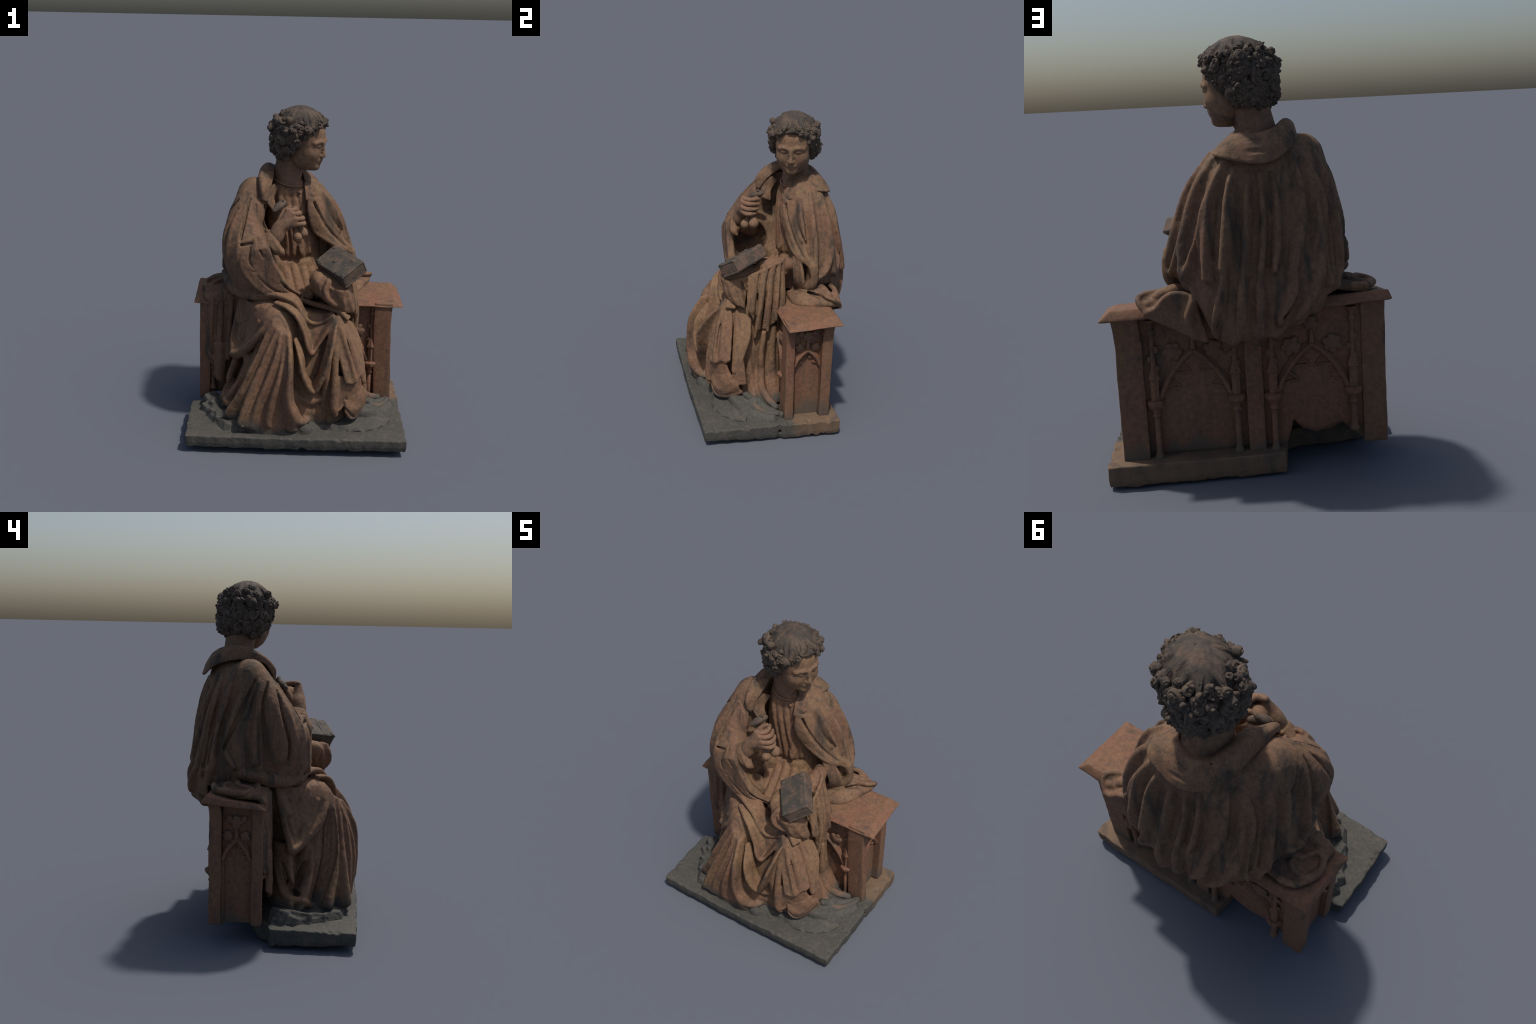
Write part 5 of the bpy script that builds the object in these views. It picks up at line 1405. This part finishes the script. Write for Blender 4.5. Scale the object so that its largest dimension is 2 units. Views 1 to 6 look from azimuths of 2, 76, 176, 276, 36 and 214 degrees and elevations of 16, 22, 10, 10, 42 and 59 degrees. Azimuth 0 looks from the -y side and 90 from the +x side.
def curl_mesh(seed):
    """one curl: a thick tapering lock, rolled up like a snail or bent into a hook"""
    r = np.random.RandomState(seed)
    c = Clay((-0.06, -0.06, -0.03), (0.06, 0.06, 0.06), 0.003)
    c.ball((0, -0.004, -0.006), (0.027, 0.029, 0.018), 0)
    pts = []
    snail = seed % 3 != 1
    turns = (1.05 + 0.45 * r.rand()) if snail else (0.6 + 0.25 * r.rand())
    for t in np.linspace(0, 1, 9):
        a = 2 * math.pi * turns * t
        R = (0.019 if snail else 0.018) * (1 - (0.72 if snail else 0.3) * t)
        lift = (0.002 + 0.016 * t) if snail else (0.002 + 0.018 * t * t)
        thick = (0.0125 if snail else 0.0150) * (1 - (0.35 if snail else 0.45) * t)
        pts.append((R * math.cos(a), R * math.sin(a), lift, thick))
    c.stroke([(pts[0][0] + 0.002, pts[0][1] - 0.028, -0.008, 0.012)] + pts, 0.005, False, 4)
    q = [(p[0], p[1], p[2] + p[3] * 1.0, 0.0024) for p in pts]
    c.stroke(q, 0.002, True, 4)
    V, Q = c.skin()
    return new_mesh('curl', relief(V, normals(V, Q), 0.0018, 0.0006), Q)


CURLS = [curl_mesh(i) for i in range(9)]
rs = np.random.RandomState(5)
from mathutils.bvhtree import BVHTree
HAIR_SKIN = BVHTree.FromPolygons([v.co.copy() for v in hair.data.vertices], [tuple(p.vertices) for p in hair.data.polygons])


def set_curl(az, pol, sc, sink=0.006):
    """press one curl onto the hair in the given direction from the middle of the head"""
    d = HR @ np.array([math.sin(pol) * math.cos(az), math.sin(pol) * math.sin(az), math.cos(pol)])
    hit = HAIR_SKIN.ray_cast(Vector(CAP_C + d * 0.4), Vector(-d))
    if hit[0] is None or (hit[0] - Vector(CAP_C)).length < 0.09:
        return
    n = (Vector(d) * 0.75 + hit[1] * 0.5 + Vector(0.16 * rs.randn(3))).normalized()
    m = Matrix.Translation(hit[0] - n * sink) @ n.to_track_quat('Z', 'Y').to_matrix().to_4x4() @ Matrix.Rotation(rs.rand() * 6.28, 4, 'Z')
    m = m @ Matrix.Rotation(0.45 * rs.randn(), 4, 'X') @ Matrix.Diagonal((sc, sc * (0.75 + 0.55 * rs.rand()), sc * (0.9 + 0.7 * rs.rand()), 1))
    put('curl', CURLS[rs.randint(9)], M_hair, hair, loc=m)


for row, (pol, n, a0, sc) in enumerate([(1.02, 14, 0.80, 0.60), (1.18, 19, 0.82, 0.72), (1.36, 23, 0.92, 0.80), (1.54, 25, 1.02, 0.84), (1.72, 26, 1.10, 0.86),
                                        (1.90, 25, 1.20, 0.86), (2.08, 23, 1.30, 0.84), (2.26, 20, 1.42, 0.80), (2.42, 15, 1.6, 0.72)]):
    for j in range(n):
        az = a0 + (2 * math.pi - 2 * a0) * (j + 0.5 * (row % 2)) / n + 0.07 * rs.randn()
        set_curl(az, pol + 0.06 * rs.randn(), sc * (0.75 + 0.5 * rs.rand()), -0.001 - 0.004 * rs.rand())
for s in (-1, 1):                                          # hairline round the face
    for t in np.linspace(0.14, 2.05, 13):
        for back in np.arange(0.10, -0.10, -0.008):         # walk back from the brow until the hair is met
            e = np.array([back, s * 0.110 * math.sin(min(t, 1.57)), 0.004 + 0.142 * math.cos(t)]) - HR.T @ (CAP_C - HO)
            az, pol = math.atan2(e[1], e[0]), math.acos(e[2] / np.linalg.norm(e))
            d = HR @ np.array([math.sin(pol) * math.cos(az), math.sin(pol) * math.sin(az), math.cos(pol)])
            hit = HAIR_SKIN.ray_cast(Vector(CAP_C + d * 0.4), Vector(-d))
            if hit[0] is not None and (hit[0] - Vector(CAP_C)).length > 0.112:
                set_curl(az, pol - (0.07 if t < 0.6 else 0.03), 0.40 + 0.22 * t + 0.12 * rs.rand(), 0.004)
                break
# ----------------------------------------------------------------------------
# right hand with its cuff and the thing it holds
# ----------------------------------------------------------------------------
cf = Clay((-0.14, -0.26, 1.02), (0.15, 0.02, 1.32), 0.005)
cf.stroke([(-0.08, -0.04, 1.13, 0.062), (-0.02, -0.115, 1.185, 0.060), (0.035, -0.150, 1.232, 0.055)], 0.01)
cf.stroke([(0.005, -0.165, 1.205, 0.045), (0.05, -0.178, 1.185, 0.038), (0.085, -0.185, 1.17, 0.026)], 0.02)
cf.stroke([(0.015, -0.120, 1.275, 0.012), (0.028, -0.165, 1.265, 0.012), (0.052, -0.195, 1.225, 0.012), (0.085, -0.205, 1.175, 0.012), (0.100, -0.175, 1.150, 0.012)], 0.010)
cf.stroke([(-0.02, -0.17, 1.235, 0.006), (0.015, -0.20, 1.195, 0.010), (0.05, -0.205, 1.15, 0.008)], 0.008, True)
cf.ball((0.075, -0.150, 1.235), (0.030, 0.030, 0.045), 0.01, True)
cuff = fired('cuff', cf, M_robe, statue)

hn = Clay((-0.02, -0.23, 1.19), (0.26, 0.02, 1.46), 0.0035)
KNUCKLE = [(0.126, -0.141, 1.412), (0.150, -0.148, 1.392), (0.169, -0.152, 1.362), (0.180, -0.147, 1.331)]
for q in KNUCKLE:
    hn.stroke([(0.055, -0.150, 1.250, 0.036), (0.085, -0.145, 1.315, 0.034), (*q, 0.017)], 0.018)
hn.stroke([(0.02, -0.14, 1.225, 0.04), (0.06, -0.150, 1.265, 0.038)], 0.02)
hn.ball((0.135, -0.09, 1.345), (0.055, 0.045, 0.05), 0.02)
hand = fired('hand', hn, M_skin, statue, 0.0009, 0.0003)
TIPS = [(0.148, -0.040, 1.408), (0.172, -0.044, 1.382), (0.192, -0.055, 1.354), (0.198, -0.070, 1.326)]
for q, t in zip(KNUCKLE, TIPS):
    q, t = np.array(q), np.array(t)
    bend = 0.45 * q + 0.55 * t + np.array([0.030, -0.014, 0.002])
    fg = Clay(np.minimum(q, t) - 0.05, np.maximum(q, t) + 0.06, 0.003)
    fg.stroke([(*(q - (0.006, 0, 0)), 0.0165), (*(0.5 * (q + bend) + (0.006, -0.008, 0)), 0.0155), (*bend, 0.0155), (*(0.5 * (bend + t) + (0.004, 0.004, 0)), 0.0135), (*t, 0.011)], 0.004)
    fired('finger', fg, M_skin, hand, 0.0006, 0.0002)
th = Clay((0.0, -0.14, 1.28), (0.18, 0.03, 1.46), 0.003)
th.stroke([(0.07, -0.12, 1.30, 0.026), (0.088, -0.085, 1.355, 0.022), (0.112, -0.062, 1.395, 0.017), (0.135, -0.05, 1.412, 0.012)], 0.004)
fired('thumb', th, M_skin, hand, 0.0006, 0.0002)

# two bulbs below the fist and the broken stalks above it
for c, r, top in (((0.184, -0.138, 1.248), 0.029, (0.160, -0.10, 1.31)), ((0.214, -0.084, 1.262), 0.033, (0.175, -0.085, 1.33))):
    bl = Clay(np.array(c) - 0.09, np.array(c) + 0.10, 0.0035)
    bl.ball(c, (r, r, r * 1.05), 0)
    bl.stroke([(*c, r * 0.75), (*(0.5 * (np.array(c) + np.array(top))), r * 0.62), (*top, 0.013)], 0.012)
    bl.ball(np.array(c) + np.array([0.3, -0.25, -0.9]) * r, 0.006, 0.004)
    fired('held_bulb', bl, M_skin, hand, 0.0014, 0.0004)
sk = Clay((-0.01, -0.13, 1.33), (0.16, 0.06, 1.48), 0.0035)
sk.stroke([(0.042, -0.070, 1.393, 0.017), (0.062, -0.050, 1.408, 0.024), (0.084, -0.028, 1.422, 0.022), (0.098, -0.012, 1.430, 0.017)], 0.004)
sk.stroke([(0.060, -0.035, 1.415, 0.012), (0.078, -0.028, 1.440, 0.012), (0.090, -0.030, 1.450, 0.009)], 0.004)
groove(sk, [(0.040, -0.088, 1.40), (0.066, -0.066, 1.425), (0.098, -0.030, 1.443)], (0.003, 0.004, 0.003), 0.003, (0.07, -0.02), 0.006)
fired('held_stalk', sk, M_hair, hand, 0.0014, 0.0004, 0)

# ----------------------------------------------------------------------------
# book on the veiled left hand
# ----------------------------------------------------------------------------
BA, BB, BC, BD = (np.array(v) for v in ((0.413, -0.077, 1.193), (0.293, -0.148, 1.107), (0.441, -0.365, 1.067), (0.576, -0.296, 1.153)))
eu = (BD - BA + BC - BB) / 2                  # along the spine
ev = (BB - BA + BC - BD) / 2                  # across the cover
lu, lv = np.linalg.norm(eu), np.linalg.norm(ev)
eu, ev = eu / lu, ev / lv
ev = ev - eu * (ev @ eu)
ev /= np.linalg.norm(ev)
en = np.cross(eu, ev)
if en[2] < 0:
    en = -en
BO = (BA + BB + BC + BD) / 4
TH = 0.088


def book_part(name, lo, hi, mat, parent, r=0.004, warp=0.0012):
    V, F = worn_box(lo, hi, r, 0.012, warp)
    V = BO + V[:, :1] * eu + V[:, 1:2] * ev + V[:, 2:] * en
    F = np.array(F)
    if np.linalg.det(np.stack([eu, ev, en])) < 0:
        F = F[:, ::-1]
    return put(name, new_mesh(name, V, F), mat, parent)


hu, hv = lu / 2, lv / 2
book = book_part('book', (-hu + 0.002, -hv + 0.004, -TH + 0.010), (hu - 0.002, hv - 0.002, -0.010), M_book, statue, 0.004, 0.0018)     # block of leaves
book_part('cover', (-hu, -hv, -0.013), (hu, hv, 0.0), M_book_top, book, 0.005)
book_part('cover', (-hu, -hv, -TH), (hu, hv, -TH + 0.014), M_book, book, 0.005)
book_part('spine', (-hu, -hv - 0.004, -TH + 0.004), (hu, -hv + 0.008, -0.003), M_book, book, 0.006)
for a in (-hu * 0.62, hu * 0.30):
    book_part('strap', (a - 0.014, -hv - 0.0075, -TH + 0.006), (a + 0.014, -hv + 0.006, 0.001), M_book, book, 0.003)
book_part('strap', (-hu * 0.62 - 0.012, -hv, -0.008), (-hu * 0.62 + 0.012, hv * 0.92, 0.004), M_book_top, book, 0.003)
book_part('strap', (hu * 0.45 - 0.014, -hv, -0.008), (hu * 0.45 + 0.014, hv * 0.92, 0.003), M_book_top, book, 0.003)
for a, b in ((-hu * 0.86, -hv * 0.78), (-hu * 0.86, hv * 0.78), (-0.018, 0.012), (hu * 0.52, -hv * 0.60), (hu * 0.86, hv * 0.78)):
    p = BO + a * eu + b * ev
    bo = Clay(p - 0.03, p + 0.03, 0.0025)
    bo.ball(p, (0.016, 0.016, 0.0065), 0, False, np.stack([eu, ev, en], 1))
    fired('boss', bo, M_book_top, book, 0.0006, 0.0003)

# veil: the hand below the book and the cloth falling from it
vl = Clay((0.20, -0.42, 0.54), (0.74, 0.22, 1.16), 0.0055)
vl.ball((0.40, -0.185, 0.985), (0.105, 0.125, 0.068), 0)
vl.ball((0.32, -0.205, 1.00), (0.05, 0.08, 0.055), 0.03)
vl.stroke([(0.41, 0.13, 1.035, 0.045), (0.43, 0.06, 1.045, 0.048), (0.42, -0.06, 1.04, 0.05)], 0.03)
for i in range(4):                                                # fingers under the cloth
    t = i / 3
    crest(vl, [(0.292 + 0.075 * t, -0.175 - 0.15 * t, 1.045 - 0.025 * t), (0.262 + 0.085 * t, -0.198 - 0.145 * t, 1.005 - 0.03 * t),
               (0.285 + 0.085 * t, -0.215 - 0.13 * t, 0.945 - 0.02 * t), (0.355 + 0.06 * t, -0.225 - 0.10 * t, 0.895 - 0.01 * t)], (0.018, 0.020, 0.020, 0.014), 0.012, (0.43, -0.12), 0.6, 0.05)
vl.patch([[(0.40, -0.325, 0.985), (0.44, -0.325, 0.975), (0.48, -0.30, 0.97)],
          [(0.40, -0.30, 0.905), (0.45, -0.305, 0.90), (0.50, -0.28, 0.90)],
          [(0.42, -0.265, 0.855), (0.475, -0.275, 0.835), (0.525, -0.243, 0.832)]], 0.013, 0.02)
vl.patch([[(0.450, 0.068, 1.095), (0.478, 0.04, 1.085), (0.505, -0.06, 1.055), (0.512, -0.17, 1.01), (0.49, -0.28, 0.975)],
          [(0.474, 0.066, 1.010), (0.498, 0.03, 0.985), (0.530, -0.08, 0.955), (0.53, -0.17, 0.93), (0.50, -0.28, 0.915)],
          [(0.518, 0.062, 0.860), (0.535, 0.01, 0.860), (0.556, -0.09, 0.850), (0.545, -0.18, 0.85), (0.51, -0.265, 0.86)],
          [(0.536, 0.050, 0.750), (0.545, -0.01, 0.690), (0.558, -0.11, 0.660), (0.555, -0.16, 0.775), (0.52, -0.245, 0.832)]], 0.011, 0.012)
PLEAT = [((0.472, 0.060, 1.074), (0.476, 0.060, 1.010), (0.500, 0.058, 0.938), (0.524, 0.055, 0.838), (0.540, 0.045, 0.742)),
         ((0.475, 0.036, 1.070), (0.518, 0.027, 0.966), (0.538, 0.018, 0.900), (0.552, 0.012, 0.830), (0.560, 0.008, 0.715)),
         ((0.492, -0.015, 1.06), (0.530, -0.03, 0.965), (0.545, -0.04, 0.89), (0.556, -0.05, 0.79), (0.562, -0.050, 0.640)),
         ((0.510, -0.064, 1.042), (0.545, -0.083, 0.962), (0.560, -0.096, 0.883), (0.570, -0.112, 0.781), (0.562, -0.140, 0.600)),
         ((0.520, -0.145, 1.00), (0.540, -0.155, 0.93), (0.556, -0.160, 0.86), (0.565, -0.158, 0.790), (0.555, -0.14, 0.770)),
         ((0.505, -0.225, 0.985), (0.520, -0.235, 0.92), (0.528, -0.243, 0.87), (0.528, -0.245, 0.832), (0.526, -0.243, 0.825))]
for rows in PLEAT:
    crest(vl, [(p[0] + 0.010, p[1], p[2]) for p in rows], (0.012, 0.017, 0.018, 0.017, 0.012), 0.008, (0.36, -0.05), 0.4, 0.045)
crest(vl, [(0.495, -0.275, 0.97), (0.515, -0.280, 0.90), (0.525, -0.266, 0.85)], (0.012, 0.016, 0.012), 0.008, (0.36, -0.10), 0.4, 0.04)
crest(vl, [(0.455, -0.325, 0.965), (0.470, -0.322, 0.90), (0.475, -0.300, 0.85)], (0.012, 0.018, 0.014), 0.008, (0.40, -0.10), 0.4, 0.04)
groove(vl, [(0.505, -0.215, 0.98), (0.525, -0.205, 0.91), (0.54, -0.20, 0.85)], (0.004, 0.008, 0.007), 0.006, (0.36, -0.1), 0.02)
for a, b in zip(PLEAT[:-1], PLEAT[1:]):
    mid = [0.5 * (np.array(p) + np.array(q)) + np.array([0.004, 0, 0]) for p, q in zip(a, b)]
    groove(vl, mid, (0.004, 0.007, 0.009, 0.009, 0.008), 0.006, (0.36, -0.05), 0.022)
veil = fired('book_veil', vl, M_robe, statue)
